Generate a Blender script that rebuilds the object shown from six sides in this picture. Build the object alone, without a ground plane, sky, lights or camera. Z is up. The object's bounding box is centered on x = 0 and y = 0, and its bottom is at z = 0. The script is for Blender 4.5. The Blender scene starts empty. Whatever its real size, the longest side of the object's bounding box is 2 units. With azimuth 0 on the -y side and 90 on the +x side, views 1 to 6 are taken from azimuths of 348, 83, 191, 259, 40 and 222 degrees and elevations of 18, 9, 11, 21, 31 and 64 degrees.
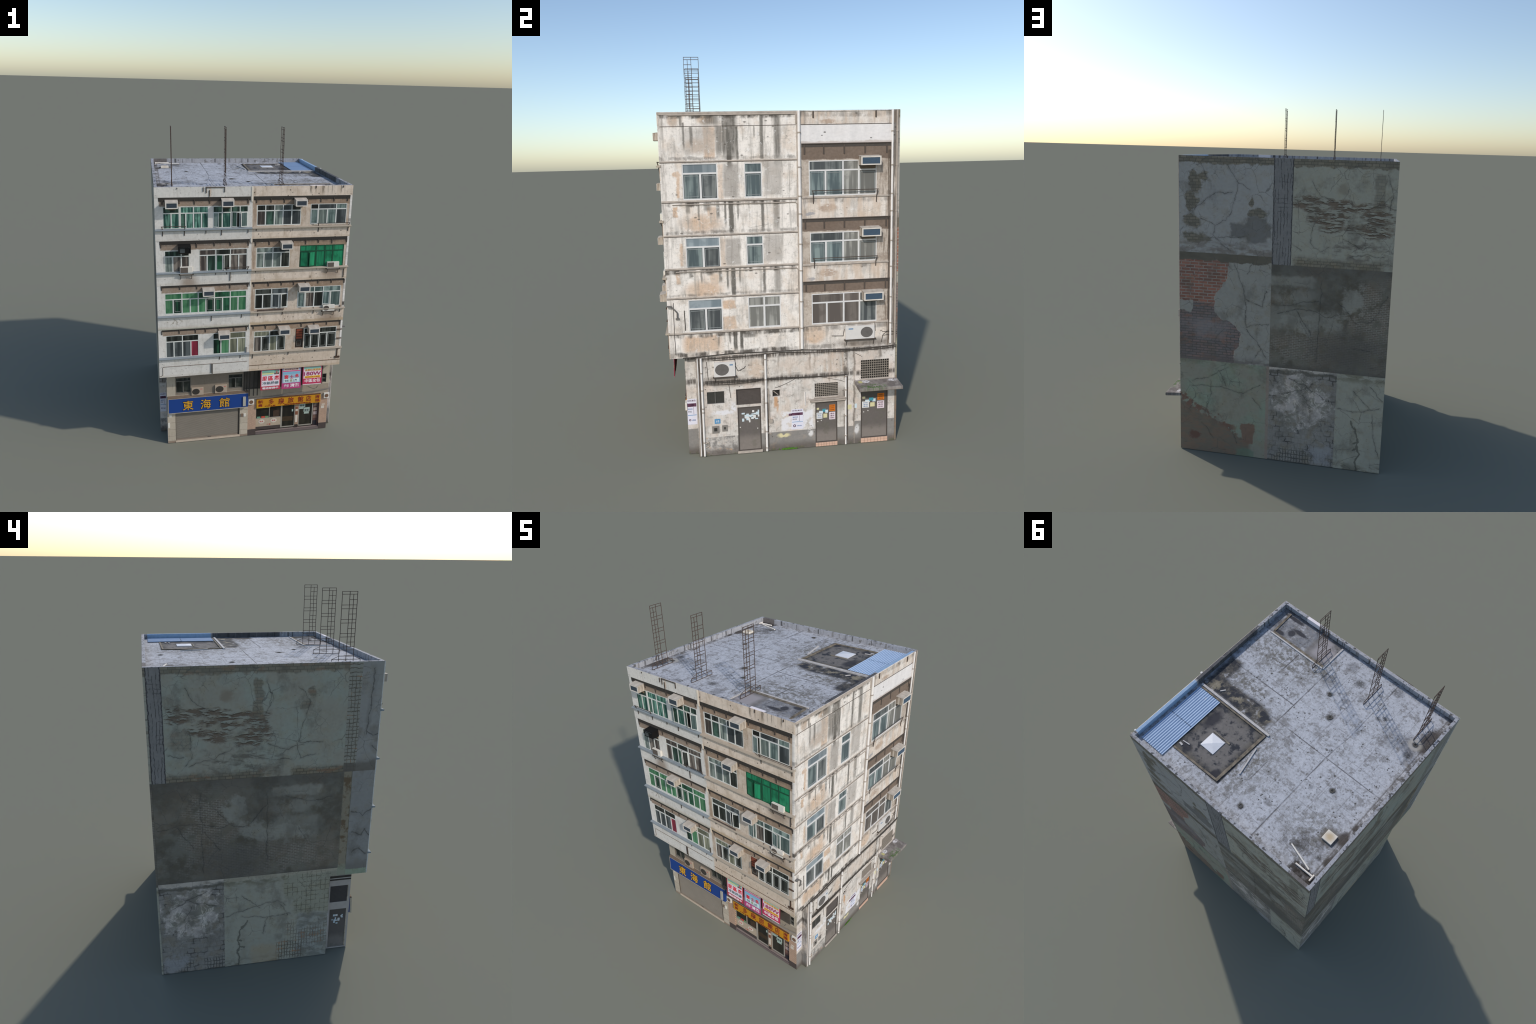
# A weathered five-storey corner apartment block with two ground-floor shops.
# Everything is built in metres, in the world frame; each facade has its own
# (u, v, d) frame: u along the wall, v up, d outward from the wall plane.
import bpy, bmesh, math, random
from mathutils import Vector

rng = random.Random(7)

# ------------------------------------------------------------------ sizes
XL, XR = -0.6172, 0.5258          # left and right wall planes
YF, YB = -0.5499, 0.5945          # upper front and back wall planes
Z_OVER, Z_TOP, Z_ROOF = 0.5215, 1.6875, 1.659
SHOP_Y, SHOP_L, SHOP_R = -0.4805, -0.575, 0.490
LOW_YL, LOW_YR = -0.341, -0.430   # front of the lower block, left and right of the shops

FRONT = lambda u, v, d: (u, YF - d, v)
SHOP = lambda u, v, d: (u, SHOP_Y - d, v)
RIGHT = lambda u, v, d: (XR + d, u, v)
BACK = lambda u, v, d: (u, YB + d, v)
LEFT = lambda u, v, d: (XL - d, u, v)
ROOF = lambda u, v, d: (u, v, Z_ROOF + d)
SHOP_SIDE = lambda u, v, d: (SHOP_R + d, u, v)
SHOP_LEFT = lambda u, v, d: (SHOP_L - d, u, v)
LOW_LEFT = lambda u, v, d: (u, LOW_YL - d, v)

# ------------------------------------------------------------------ colour
def lin(c):
    c /= 255.0
    return c / 12.92 if c <= 0.04045 else ((c + 0.055) / 1.055) ** 2.4

def under(light, dull, fade):
    """base colour of a surface that looks (r, g, b) where that much light falls;
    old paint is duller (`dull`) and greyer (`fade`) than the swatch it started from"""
    def colour(r, g, b):
        mean, top = (r + g + b) / 3, max(r, g, b)
        vivid = (top - min(r, g, b)) / top > 0.5
        k = 1.0 if vivid else fade
        c = [(mean + (x - mean) * k) * dull for x in (r, g, b)]
        return tuple(min(0.86, lin(x) / l) for x, l in zip(c, light)) + (1,)
    return colour

fr = under((0.674, 0.712, 0.763), 0.90, 0.80)    # front walls
rt = under((1.066, 1.09, 1.10), 0.97, 0.80)      # sunny right walls
bk = under((0.238, 0.306, 0.376), 0.90, 0.85)    # back and left walls
rf = under((0.784, 0.858, 1.0), 0.93, 1.0)       # roof

# ------------------------------------------------------------------ shader expressions
class S:
    """a shader socket with arithmetic"""
    tree = None
    def __init__(s, sock): s.k = sock
    def __add__(s, o): return m_('ADD', s, o)
    __radd__ = __add__
    def __sub__(s, o): return m_('SUBTRACT', s, o)
    def __rsub__(s, o): return m_('SUBTRACT', o, s)
    def __mul__(s, o): return m_('MULTIPLY', s, o)
    __rmul__ = __mul__
    def __truediv__(s, o): return m_('DIVIDE', s, o)

def put(inp, val):
    if isinstance(val, S): S.tree.links.new(val.k, inp)
    elif val is not None: inp.default_value = val

def node(kind, **props):
    n = S.tree.nodes.new(kind)
    for k, v in props.items(): setattr(n, k, v)
    return n

def m_(op, a, b=None, c=None, clamp=False):
    n = node('ShaderNodeMath', operation=op, use_clamp=clamp)
    for i, x in zip(n.inputs, (a, b, c)): put(i, x)
    return S(n.outputs[0])

def vmax(*a):
    r = a[0]
    for x in a[1:]: r = m_('MAXIMUM', r, x)
    return r

def vmin(a, b): return m_('MINIMUM', a, b)
def absv(a): return m_('ABSOLUTE', a)

def sm(x, a, b, lo=0.0, hi=1.0):
    n = node('ShaderNodeMapRange', interpolation_type='SMOOTHSTEP')
    for i, v in zip(n.inputs, (x, a, b, lo, hi)): put(i, v)
    return S(n.outputs[0])

def inv(x): return 1.0 - x

GROUPS = {}
def group(name, inputs, make):
    """a small mask expression kept as a node group and reused; make(sockets) gives its value"""
    def use(*args):
        if name not in GROUPS:
            outer = S.tree
            g = bpy.data.node_groups.new(name, 'ShaderNodeTree')
            for i in inputs: g.interface.new_socket(i, in_out='INPUT', socket_type='NodeSocketFloat')
            g.interface.new_socket('mask', in_out='OUTPUT', socket_type='NodeSocketFloat')
            S.tree = g
            gi, go = node('NodeGroupInput'), node('NodeGroupOutput')
            put(go.inputs[0], make(*[S(o) for o in list(gi.outputs)[:len(inputs)]]))
            S.tree = outer; GROUPS[name] = g
        n = S.tree.nodes.new('ShaderNodeGroup'); n.node_tree = GROUPS[name]
        for i, v in zip(n.inputs, args): put(i, v)
        return S(n.outputs[0])
    return use

_band = group('band_mask', ('x', 'a', 'b', 's'), lambda x, a, b, s: sm(x, a - s, a + s) * sm(x, b - s, b + s, 1.0, 0.0))
_box = group('box_mask', ('u', 'v', 'u0', 'u1', 'v0', 'v1', 's'), lambda u, v, a, b, c, d, s: sm(u, a - s, a + s) * sm(u, b - s, b + s, 1.0, 0.0) * sm(v, c - s, c + s) * sm(v, d - s, d + s, 1.0, 0.0))
def _blob_make(u, v, cu, cv, ru, rv, s):
    du, dv = (u - cu) / ru, (v - cv) / rv
    return sm(m_('SQRT', du * du + dv * dv), 1.0 - s, 1.0 + s, 1.0, 0.0)
_blob = group('blob_mask', ('u', 'v', 'cu', 'cv', 'ru', 'rv', 's'), _blob_make)
def _seg_make(u, v, ax, ay, dx, dy, best):
    pu, pv = u - ax, v - ay
    h = m_('DIVIDE', pu * dx + pv * dy, dx * dx + dy * dy, clamp=True)
    eu, ev = pu - h * dx, pv - h * dy
    return vmin(eu * eu + ev * ev, best)
_seg = group('segment_distance', ('u', 'v', 'ax', 'ay', 'dx', 'dy', 'best'), _seg_make)
_wander = group('ragged', ('u', 'v', 'amp', 'scale', 'seed'), lambda u, v, amp, scale, seed: u + (noise(comb(u, v, seed), scale, 5.0, 0.6) - 0.5) * amp * 2.0)

_rag = group('ragged_blob_mask', ('u', 'v', 'cu', 'cv', 'ru', 'rv', 's', 'n'), lambda u, v, cu, cv, ru, rv, s, n: sm(m_('SQRT', ((u - cu) / ru) * ((u - cu) / ru) + ((v - cv) / rv) * ((v - cv) / rv)) + (n - 0.5) * 3.2, 1.0 - s, 1.0 + s, 1.0, 0.0))
def band(x, a, b, s=0.003): return _band(x, a, b, s)
def box(u, v, u0, u1, v0, v1, s=0.003): return _box(u, v, u0, u1, v0, v1, s)
def blob(u, v, cu, cv, ru, rv, s=0.3): return _blob(u, v, cu, cv, ru, rv, s)

def comb(x, y, z=0.0):
    n = node('ShaderNodeCombineXYZ')
    for i, v in zip(n.inputs, (x, y, z)): put(i, v)
    return S(n.outputs[0])

def coords():
    n = node('ShaderNodeTexCoord')
    p = S(n.outputs['Object'])
    q = node('ShaderNodeSeparateXYZ'); put(q.inputs[0], p)
    return p, S(q.outputs[0]), S(q.outputs[1]), S(q.outputs[2])

def noise(vec, scale, detail=4.0, rough=0.55, dist=0.0):
    n = node('ShaderNodeTexNoise')
    put(n.inputs['Vector'], vec)
    for k, v in (('Scale', scale), ('Detail', detail), ('Roughness', rough), ('Distortion', dist)): put(n.inputs[k], v)
    return S(n.outputs['Fac'])

def voronoi(vec, scale, feature='F1', rand=1.0, out='Distance'):
    n = node('ShaderNodeTexVoronoi', feature=feature)
    put(n.inputs['Vector'], vec); n.inputs['Scale'].default_value = scale; n.inputs['Randomness'].default_value = rand
    return S(n.outputs[out])

def bricks(u, v, w, h, mortar, c1, c2, cm, squash=1.0):
    n = node('ShaderNodeTexBrick')
    put(n.inputs['Vector'], comb(u, v, 0.0))
    for k, x in (('Scale', 1.0), ('Mortar Size', mortar), ('Brick Width', w), ('Row Height', h), ('Mortar Smooth', 0.2), ('Bias', 0.0)): n.inputs[k].default_value = x
    for k, x in (('Color1', c1), ('Color2', c2), ('Mortar', cm)): n.inputs[k].default_value = x
    return S(n.outputs['Color']), S(n.outputs['Fac'])

def mix(f, a, b, mode='MIX'):
    n = node('ShaderNodeMix', data_type='RGBA', blend_type=mode)
    put(n.inputs[0], f); put(n.inputs[6], a); put(n.inputs[7], b)
    return S(n.outputs[2])

def tint(c, f):
    """multiply a colour by a grey value"""
    return mix(1.0, c, comb(f, f, f), 'MULTIPLY')

def wander(u, v, amp, scale, seed=0.0):
    """u, v pushed about by noise, so that drawn borders are ragged"""
    return _wander(u, v, amp, scale, seed), _wander(v, u, amp, scale, seed + 3.7)

def cracks(u, v, lines, w, thick=None):
    """mask of fissures along polylines; `thick` varies their width"""
    best = 1.0
    for pts in lines:
        for (ax, ay), (bx, by) in zip(pts, pts[1:]): best = _seg(u, v, ax, ay, bx - ax, by - ay, best)
    if thick is not None: return sm(m_('SQRT', best) / thick, w * 0.25, w, 1.0, 0.0)
    return sm(m_('SQRT', best), w * 0.25, w, 1.0, 0.0)

def material(name, draw, rough=0.85, bump=0.0, spec=0.25, metal=0.0, coat=0.0):
    """draw() returns colour, or (colour, height)"""
    mat = bpy.data.materials.new(name)
    mat.use_nodes = True
    S.tree = mat.node_tree
    b = mat.node_tree.nodes['Principled BSDF']
    r = draw()
    col, height = r if isinstance(r, tuple) and len(r) == 2 and isinstance(r[1], S) else (r, None)
    put(b.inputs['Base Color'], col)
    b.inputs['Roughness'].default_value = rough
    b.inputs['Specular IOR Level'].default_value = spec
    b.inputs['Metallic'].default_value = metal
    b.inputs['Coat Weight'].default_value = coat
    if height is not None and bump:
        n = node('ShaderNodeBump'); n.inputs['Strength'].default_value = bump; n.inputs['Distance'].default_value = 0.004
        put(n.inputs['Height'], height)
        mat.node_tree.links.new(n.outputs[0], b.inputs['Normal'])
    return mat

PLAIN = {}
def plain(name, col, vary=0.12, scale=60.0, **kw):
    key = (name, tuple(col))
    if key not in PLAIN: PLAIN[key] = make_plain(name, col, vary, scale, **kw)
    return PLAIN[key]

def make_plain(name, col, vary, scale, **kw):
    def draw():
        p, x, y, z = coords()
        n = noise(p, scale, 5.0)
        return tint(col, 1.0 - vary + n * (2 * vary)), n
    kw.setdefault('bump', 0.15)
    return material(name, draw, **kw)

# ------------------------------------------------------------------ mesh building
class Mesh:
    def __init__(s): s.v, s.f, s.m, s.key = [], [], [], {}
    def vert(s, co):
        k = tuple(round(c, 5) for c in co)
        if k not in s.key:
            s.key[k] = len(s.v); s.v.append(co)
        return s.key[k]
    def face(s, cos, mat=0):
        ids = [s.vert(c) for c in cos]
        if len(set(ids)) > 2: s.f.append(ids); s.m.append(mat)
    def solid(s, cos, faces, mat=0):
        """a closed piece with vertices of its own"""
        o = len(s.v); s.v += list(cos)
        for f in faces: s.f.append([o + i for i in f]); s.m.append(mat)
    def box(s, tf, u0, u1, v0, v1, d0, d1, mat=0):
        c = [tf(u, v, d) for d in (d0, d1) for v in (v0, v1) for u in (u0, u1)]
        s.solid(c, [(0, 1, 3, 2), (4, 6, 7, 5), (0, 4, 5, 1), (2, 3, 7, 6), (0, 2, 6, 4), (1, 5, 7, 3)], mat)
    def prism(s, tf, profile, u0, u1, mat=0):
        """a (d, v) profile drawn along u"""
        n = len(profile)
        c = [tf(u, v, d) for u in (u0, u1) for d, v in profile]
        s.solid(c, [tuple(range(n)), tuple(range(2 * n - 1, n - 1, -1))] + [(i, i + n, (i + 1) % n + n, (i + 1) % n) for i in range(n)], mat)
    def plate(s, tf, u0, u1, v0, v1, d0, d1, holes=(), mat=0):
        """a slab with rectangular openings"""
        us = sorted({u0, u1, *(h[i] for h in holes for i in (0, 1))})
        vs = sorted({v0, v1, *(h[i] for h in holes for i in (2, 3))})
        us = [u for u in us if u0 <= u <= u1]; vs = [v for v in vs if v0 <= v <= v1]
        def full(i, j):
            if not (0 <= i < len(us) - 1 and 0 <= j < len(vs) - 1): return False
            a, b = (us[i] + us[i + 1]) / 2, (vs[j] + vs[j + 1]) / 2
            return not any(h[0] < a < h[1] and h[2] < b < h[3] for h in holes)
        for i in range(len(us) - 1):
            for j in range(len(vs) - 1):
                if not full(i, j): continue
                a, b, c, d = us[i], us[i + 1], vs[j], vs[j + 1]
                s.face([tf(a, c, d1), tf(b, c, d1), tf(b, d, d1), tf(a, d, d1)], mat)
                s.face([tf(a, c, d0), tf(a, d, d0), tf(b, d, d0), tf(b, c, d0)], mat)
                for (di, dj), (p, q) in (((-1, 0), ((a, c), (a, d))), ((1, 0), ((b, c), (b, d))), ((0, -1), ((a, c), (b, c))), ((0, 1), ((a, d), (b, d)))):
                    if not full(i + di, j + dj):
                        s.face([tf(*p, d0), tf(*q, d0), tf(*q, d1), tf(*p, d1)], mat)
    def tube(s, a, b, r, n=10, mat=0):
        a, b = Vector(a), Vector(b)
        w = (b - a).normalized(); u = w.orthogonal().normalized(); t = w.cross(u)
        c = [tuple(p + (u * math.cos(k * 2 * math.pi / n) + t * math.sin(k * 2 * math.pi / n)) * r) for p in (a, b) for k in range(n)]
        s.solid(c, [tuple(range(n)), tuple(range(2 * n - 1, n - 1, -1))] + [(k, k + n, (k + 1) % n + n, (k + 1) % n) for k in range(n)], mat)
    def wire(s, pts, r, n=6, mat=0):
        for a, b in zip(pts, pts[1:]): s.tube(a, b, r, n, mat)
    def ring(s, tf, cu, cv, ri, ro, d0, d1, n=28, mat=0, squash=1.0):
        c = [tf(cu + r * math.cos(k * 2 * math.pi / n), cv + r * squash * math.sin(k * 2 * math.pi / n), d) for r, d in ((ri, d0), (ro, d0), (ro, d1), (ri, d1)) for k in range(n)]
        s.solid(c, [(i * n + k, i * n + (k + 1) % n, ((i + 1) % 4) * n + (k + 1) % n, ((i + 1) % 4) * n + k) for i in range(4) for k in range(n)], mat)
    def disc(s, tf, cu, cv, r, d0, d1, n=28, mat=0, squash=1.0):
        c = [tf(cu + r * math.cos(k * 2 * math.pi / n), cv + r * squash * math.sin(k * 2 * math.pi / n), d) for d in (d0, d1) for k in range(n)]
        s.solid(c, [tuple(range(n)), tuple(range(2 * n - 1, n - 1, -1))] + [(k, k + n, (k + 1) % n + n, (k + 1) % n) for k in range(n)], mat)
    def build(s, name, mats, parent, smooth=False, bevel=0.0):
        me = bpy.data.meshes.new(name)
        me.from_pydata([tuple(c) for c in s.v], [], s.f)
        for m in mats if isinstance(mats, (list, tuple)) else [mats]: me.materials.append(m)
        for p, k in zip(me.polygons, s.m): p.material_index = k
        bm = bmesh.new(); bm.from_mesh(me)
        bmesh.ops.recalc_face_normals(bm, faces=bm.faces)
        bm.to_mesh(me); bm.free()
        if smooth:
            for p in me.polygons: p.use_smooth = True
            me.set_sharp_from_angle(angle=math.radians(40))
        ob = add(name, me, parent)
        if bevel:
            b = ob.modifiers.new('chamfer', 'BEVEL'); b.width = bevel; b.segments = 2; b.limit_method = 'ANGLE'
        return ob

def add(name, data, parent):
    ob = bpy.data.objects.new(name, data)
    bpy.context.collection.objects.link(ob)
    if parent: ob.parent = parent
    return ob

def lettering(name, body, tf, u0, u1, v0, v1, d0, depth, mat, parent, bold=0.0):
    """words in the built-in font, fitted into a rectangle of a wall"""
    cu = bpy.data.curves.new(name, 'FONT')
    cu.body = body; cu.extrude = 0.5; cu.resolution_u = 2; cu.offset = bold
    desk = bpy.data.scenes.new('type_desk')
    tmp = bpy.data.objects.new(name, cu); desk.collection.objects.link(tmp)
    with bpy.context.temp_override(scene=desk, view_layer=desk.view_layers[0]):
        graph = bpy.context.evaluated_depsgraph_get()
    me = bpy.data.meshes.new_from_object(tmp.evaluated_get(graph))
    bpy.data.objects.remove(tmp); bpy.data.curves.remove(cu); bpy.data.scenes.remove(desk)
    xs = [v.co.x for v in me.vertices]; ys = [v.co.y for v in me.vertices]
    if not xs: return None
    x0, y0, w, h = min(xs), min(ys), max(xs) - min(xs), max(ys) - min(ys)
    for v in me.vertices:
        a = (v.co.x - x0) / w; b = (v.co.y - y0) / h
        v.co = tf(u0 + a * (u1 - u0), v0 + b * (v1 - v0), d0 + (depth if v.co.z > 0 else 0))
    me.materials.clear(); me.materials.append(mat)
    for p in me.polygons: p.material_index = 0
    bm = bmesh.new(); bm.from_mesh(me); bmesh.ops.recalc_face_normals(bm, faces=bm.faces); bm.to_mesh(me); bm.free()
    me.name = name
    return add(name, me, parent)

building = add('apartment_building', None, None)
building['label'] = 'weathered five-storey corner apartment block with air conditioners and shops'
building['category'] = 'building'

# ================================================================== MATERIALS
X_PARTY = -0.068          # party line: pale paint to the left, beige paint to the right
GROUND_TOPS = (1.440, 1.185, 0.915, 0.642)     # tops of the spandrels, just below each sill
WIN_TOPS = (1.577, 1.325, 1.066, 0.794)

def front_base(x, z, pale, beige, amp=0.10):
    p = comb(x, z, 0.0)
    n1, n2 = noise(p, 9, 5, 0.6), noise(p, 70, 4, 0.6)
    c = mix(sm(x, X_PARTY - 0.003, X_PARTY + 0.003), pale, beige)
    rain = noise(comb(x * 9.0, z * 0.7, 2.0), 7, 4, 0.65)
    return tint(c, (1 - amp) + n1 * amp + n2 * amp), n1, n2, rain

def front_grime(c, x, z, right, k):
    """blotches, rain tracks and fine soot that an old painted front carries"""
    blot = noise(comb(x * 1.3, z, 23.0), 13, 6, 0.66)
    tracks = noise(comb(x * 6.0, z * 0.5, 25.0), 10, 5, 0.68)
    fine = noise(comb(x, z, 27.0), 60, 6, 0.72)
    c = mix(sm(blot, 0.46, 0.66) * (0.30 + right * 0.25) * k, c, mix(right, fr(158, 154, 144), fr(160, 138, 114)))
    c = mix(sm(tracks, 0.52, 0.70) * (0.35 + right * 0.2) * k, c, mix(right, fr(140, 134, 124), fr(150, 124, 98)))
    c = mix(sm(fine, 0.54, 0.70) * 0.40 * k, c, fr(128, 118, 106))
    return mix(sm(fine, 0.44, 0.32) * 0.35 * k, c, fr(214, 210, 202))

def draw_front_wall():
    p, x, y, z = coords()
    c, n1, n2, rain = front_base(x, z, fr(202, 202, 200), fr(190, 177, 163), 0.30)
    right = sm(x, X_PARTY - 0.01, X_PARTY + 0.01)
    ub, vb = wander(x, z, 0.006, 40)
    # brown painted band above the windows
    heads = vmax(*[band(vb, t + 0.001, t + 0.040, 0.003) for t in WIN_TOPS]) * band(x, -0.592, 0.512, 0.006) * inv(band(x, -0.086, -0.052, 0.004))
    c = mix(heads * 0.9, c, tint(fr(134, 110, 88), 0.62 + n2 * 0.5 + n1 * 0.2))
    baked_shade = vmax(*[band(vb, t + 0.024, t + 0.040, 0.006) for t in WIN_TOPS[:2]], *[band(vb, t + 0.030, t + 0.046, 0.006) for t in WIN_TOPS[2:]]) * band(x, -0.592, 0.512, 0.006)
    c = mix(baked_shade * 0.55, c, fr(78, 68, 60))  # spandrel shadow painted onto the top of the window wall
    # ochre damp on the beige half and beside the party line
    damp = sm(noise(comb(x * 3.0, z, 5.0), 12, 5, 0.65), 0.46, 0.66) * right
    c = mix(damp * 0.55, c, fr(158, 134, 112))
    low = sm(z, 0.80, 0.60) * right * sm(rain, 0.40, 0.65)
    c = mix(low * 0.6, c, fr(178, 148, 120))
    c = mix(band(ub, X_PARTY + 0.004, X_PARTY + 0.022, 0.004) * sm(rain, 0.42, 0.55) * 0.7, c, fr(140, 112, 88))
    c = front_grime(c, x, z, right, 0.9)
    spots = sm(voronoi(comb(x, z, 0.0), 55), 0.10, 0.16, 1, 0) * sm(noise(comb(x, z, 8.0), 14), 0.5, 0.62)
    c = mix(spots * 0.6, c, fr(98, 86, 74))
    return c, n2

def draw_spandrel():
    p, x, y, z = coords()
    c, n1, n2, rain = front_base(x, z, fr(198, 198, 196), fr(206, 192, 178), 0.26)
    right = sm(x, X_PARTY - 0.003, X_PARTY + 0.003)
    ub, vb = wander(x, z, 0.008, 35)
    c = front_grime(c, x, z, right, 0.8)
    # rusty damp along the bottom edges
    foots = vmax(band(vb, 1.37, 1.392, 0.006) * 0.35, band(vb, 1.105, 1.128, 0.006) * 0.5, band(vb, 0.83, 0.853, 0.007), band(vb, 0.52, 0.535, 0.006) * 0.6)
    c = mix(foots * (0.25 + right * 0.5), c, fr(170, 146, 112))
    c = mix(band(vb, 0.833, 0.842, 0.004) * inv(right) * 0.6, c, fr(140, 146, 126))
    # rain marks from the parapet over the right-hand corner
    marks = vmax(*[band(ub, a, b, 0.003) * k for a, b, k in ((0.266, 0.276, 1), (0.298, 0.303, 0.6), (0.338, 0.352, 1), (0.372, 0.377, 0.6), (0.396, 0.402, 0.9), (0.408, 0.412, 0.5), (0.448, 0.458, 1), (0.475, 0.479, 0.5))])
    c = mix(marks * sm(z, 1.630, 1.665) * sm(rain, 0.25, 0.5) * 0.75, c, fr(100, 90, 78))
    c = mix(band(ub, -0.317, -0.303, 0.003) * sm(z, 1.62, 1.64) * 0.6, c, fr(196, 172, 150))
    c = mix(band(ub, X_PARTY + 0.003, X_PARTY + 0.02, 0.004) * sm(z, 1.62, 1.64) * sm(n1, 0.4, 0.55) * 0.7, c, fr(140, 122, 104))
    run = sm(rain, 0.53, 0.68) * right
    c = mix(run * 0.35, c, fr(176, 156, 132))
    c = mix(sm(z, 0.66, 0.60) * right * 0.35, c, fr(184, 162, 138))
    # soot under the outdoor units
    soot = vmax(blob(ub, vb, -0.435, 1.130, 0.045, 0.038, 0.8), blob(ub, vb, 0.430, 1.150, 0.060, 0.035, 0.8), blob(ub, vb, 0.430, 0.862, 0.065, 0.036, 0.8))
    c = mix(soot * 0.75, c, fr(132, 112, 94))
    dots = sm(voronoi(comb(x, z, 0.0), 42), 0.12, 0.21, 1, 0) * sm(noise(comb(x, z, 8.0), 11), 0.44, 0.54) * (0.4 + right * 0.6)
    c = mix(dots * 0.85, c, fr(84, 74, 64))
    grime = blob(ub, vb, -0.52, 0.885, 0.05, 0.018, 0.6) * sm(noise(comb(x, z, 1.0), 70), 0.5, 0.6)
    c = mix(grime * 0.7, c, fr(128, 118, 100))
    return c, n2

def draw_right_wall():
    p, x, y, z = coords()
    u, v = y, z
    q = comb(u, v, 0.0)
    n1, n2 = noise(q, 8, 5, 0.6), noise(comb(u * 0.6, v, 4.0), 80, 4, 0.65)
    n5 = noise(comb(u * 2.2, v * 0.5, 8.0), 9, 5, 0.65)
    c = tint(rt(244, 237, 227), 0.66 + n1 * 0.24 + n2 * 0.22 + n5 * 0.24)
    ub, vb = wander(u, v, 0.012, 22)
    us, vs = wander(u, v, 0.004, 30)
    bay = sm(u, 0.098, 0.106)
    c = mix(bay * 0.55, c, tint(rt(220, 209, 196), 0.62 + n2 * 0.4 + n5 * 0.4))
    # peach undercoat showing where the white has gone
    floors = (0.343, 0.0, -0.318)
    under_ = vmax(blob(ub, vb, -0.482, 1.650, 0.020, 0.024, .5), blob(ub, vb, -0.335, 1.652, 0.035, 0.02, .5), band(ub, -0.345, -0.292, 0.006) * band(v, 1.478, 1.62, 0.01) * 0.9, blob(ub, vb, -0.38, 1.535, 0.05, 0.03, .5) * 0.8,
                  *[vmax(blob(ub, vb, -0.37, 0.858 + f, 0.085, 0.040, .5), band(ub, -0.50, -0.478, 0.004) * band(vb, 0.89 + f, 0.94 + f, 0.006), band(ub, -0.338, -0.298, 0.005) * band(v, 0.83 + f, 0.935 + f, 0.01) * 0.8) for f in (0.318, 0.0)],
                  band(ub, -0.476, -0.462, 0.004) * band(vb, 1.30, 1.42, 0.005), band(ub, -0.476, -0.462, 0.004) * band(vb, 0.975, 1.085, 0.005), blob(ub, vb, -0.475, 1.405, 0.018, 0.012, .3),
                  band(ub, -0.284, -0.262, 0.004) * band(vb, 1.29, 1.45, 0.006) * 0.6, band(ub, -0.284, -0.262, 0.004) * band(vb, 0.965, 1.10, 0.006) * 0.6,
                  band(ub, -0.284, -0.222, 0.006) * vmax(band(vb, 0.655, 0.72, 0.006), band(vb, 0.755, 0.80, 0.006)), band(ub, -0.48, -0.30, 0.02) * band(vb, 0.55, 0.63, 0.012), blob(ub, vb, 0.165, 0.600, 0.055, 0.045, .3))
    c = mix(under_ * sm(noise(q, 26, 5, 0.65), 0.26, 0.44) * (0.60 + n5 * 0.7), c, tint(rt(222, 188, 156), 0.80 + n2 * 0.4))
    # grey washes between the windows
    tea = sm(noise(comb(u * 1.2, v, 37.0), 7, 5, 0.6), 0.48, 0.62)
    c = mix(tea * 0.55, c, tint(rt(224, 204, 182), 0.8 + n2 * 0.4))
    wash = vmax(band(ub, -0.262, -0.190, 0.010) * vmax(band(v, 1.295, 1.45, 0.01), band(v, 0.97, 1.10, 0.01)), band(ub, -0.070, 0.015, 0.008) * vmax(band(v, 1.30, 1.46, 0.01), band(v, 0.98, 1.11, 0.01)) * 0.8, band(ub, -0.45, -0.30, 0.03) * band(vb, 1.50, 1.615, 0.02) * 0.6)
    c = mix(wash * (0.55 + n2 * 0.6), c, tint(rt(176, 169, 160), 0.75 + n2 * 0.5))
    # rain streaks below the ledges: at, width, from z, to z, strength
    fine = noise(comb(u * 14.0, v * 0.8, 1.0), 12, 4, 0.7)
    def run(at, w, top, bottom, k):
        return sm(absv(us - at), w * 0.35, w * 1.15, 1, 0) * sm(v, bottom, bottom + 0.35 * (top - bottom)) * sm(v, top - 0.002, top + 0.002, 1, 0) * k
    runs = [run(-0.222, 0.040, 1.678, 1.44, 0.62), run(-0.228, 0.016, 1.678, 1.40, 0.95), run(-0.252, 0.008, 1.678, 1.45, 0.7), run(-0.192, 0.009, 1.62, 1.44, 0.65), run(-0.272, 0.02, 1.62, 1.47, 0.5),
            run(-0.075, 0.010, 1.678, 1.42, 0.62), run(-0.002, 0.020, 1.678, 1.42, 0.55), run(-0.110, 0.005, 1.62, 1.56, 0.4), run(-0.40, 0.008, 1.62, 1.52, 0.5), run(-0.435, 0.006, 1.64, 1.5, 0.5), run(-0.31, 0.05, 1.675, 1.62, 0.5), run(-0.445, 0.007, 1.672, 1.61, 0.5)]
    for t, e in ((1.275, 1.125), (0.955, 0.82)):
        runs += [run(-0.228, 0.013, t, e - 0.03, 0.85), run(-0.255, 0.007, t, e + 0.02, 0.55), run(-0.196, 0.006, t, e + 0.05, 0.5), run(-0.078, 0.009, t, e - 0.02, 0.6), run(-0.012, 0.020, t, e - 0.02, 0.42), run(-0.29, 0.01, t, e + 0.06, 0.5), run(-0.34, 0.02, t, e + 0.10, 0.45), run(-0.43, 0.012, t, e + 0.09, 0.45), run(-0.38, 0.006, t, e + 0.06, 0.45)]
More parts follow.
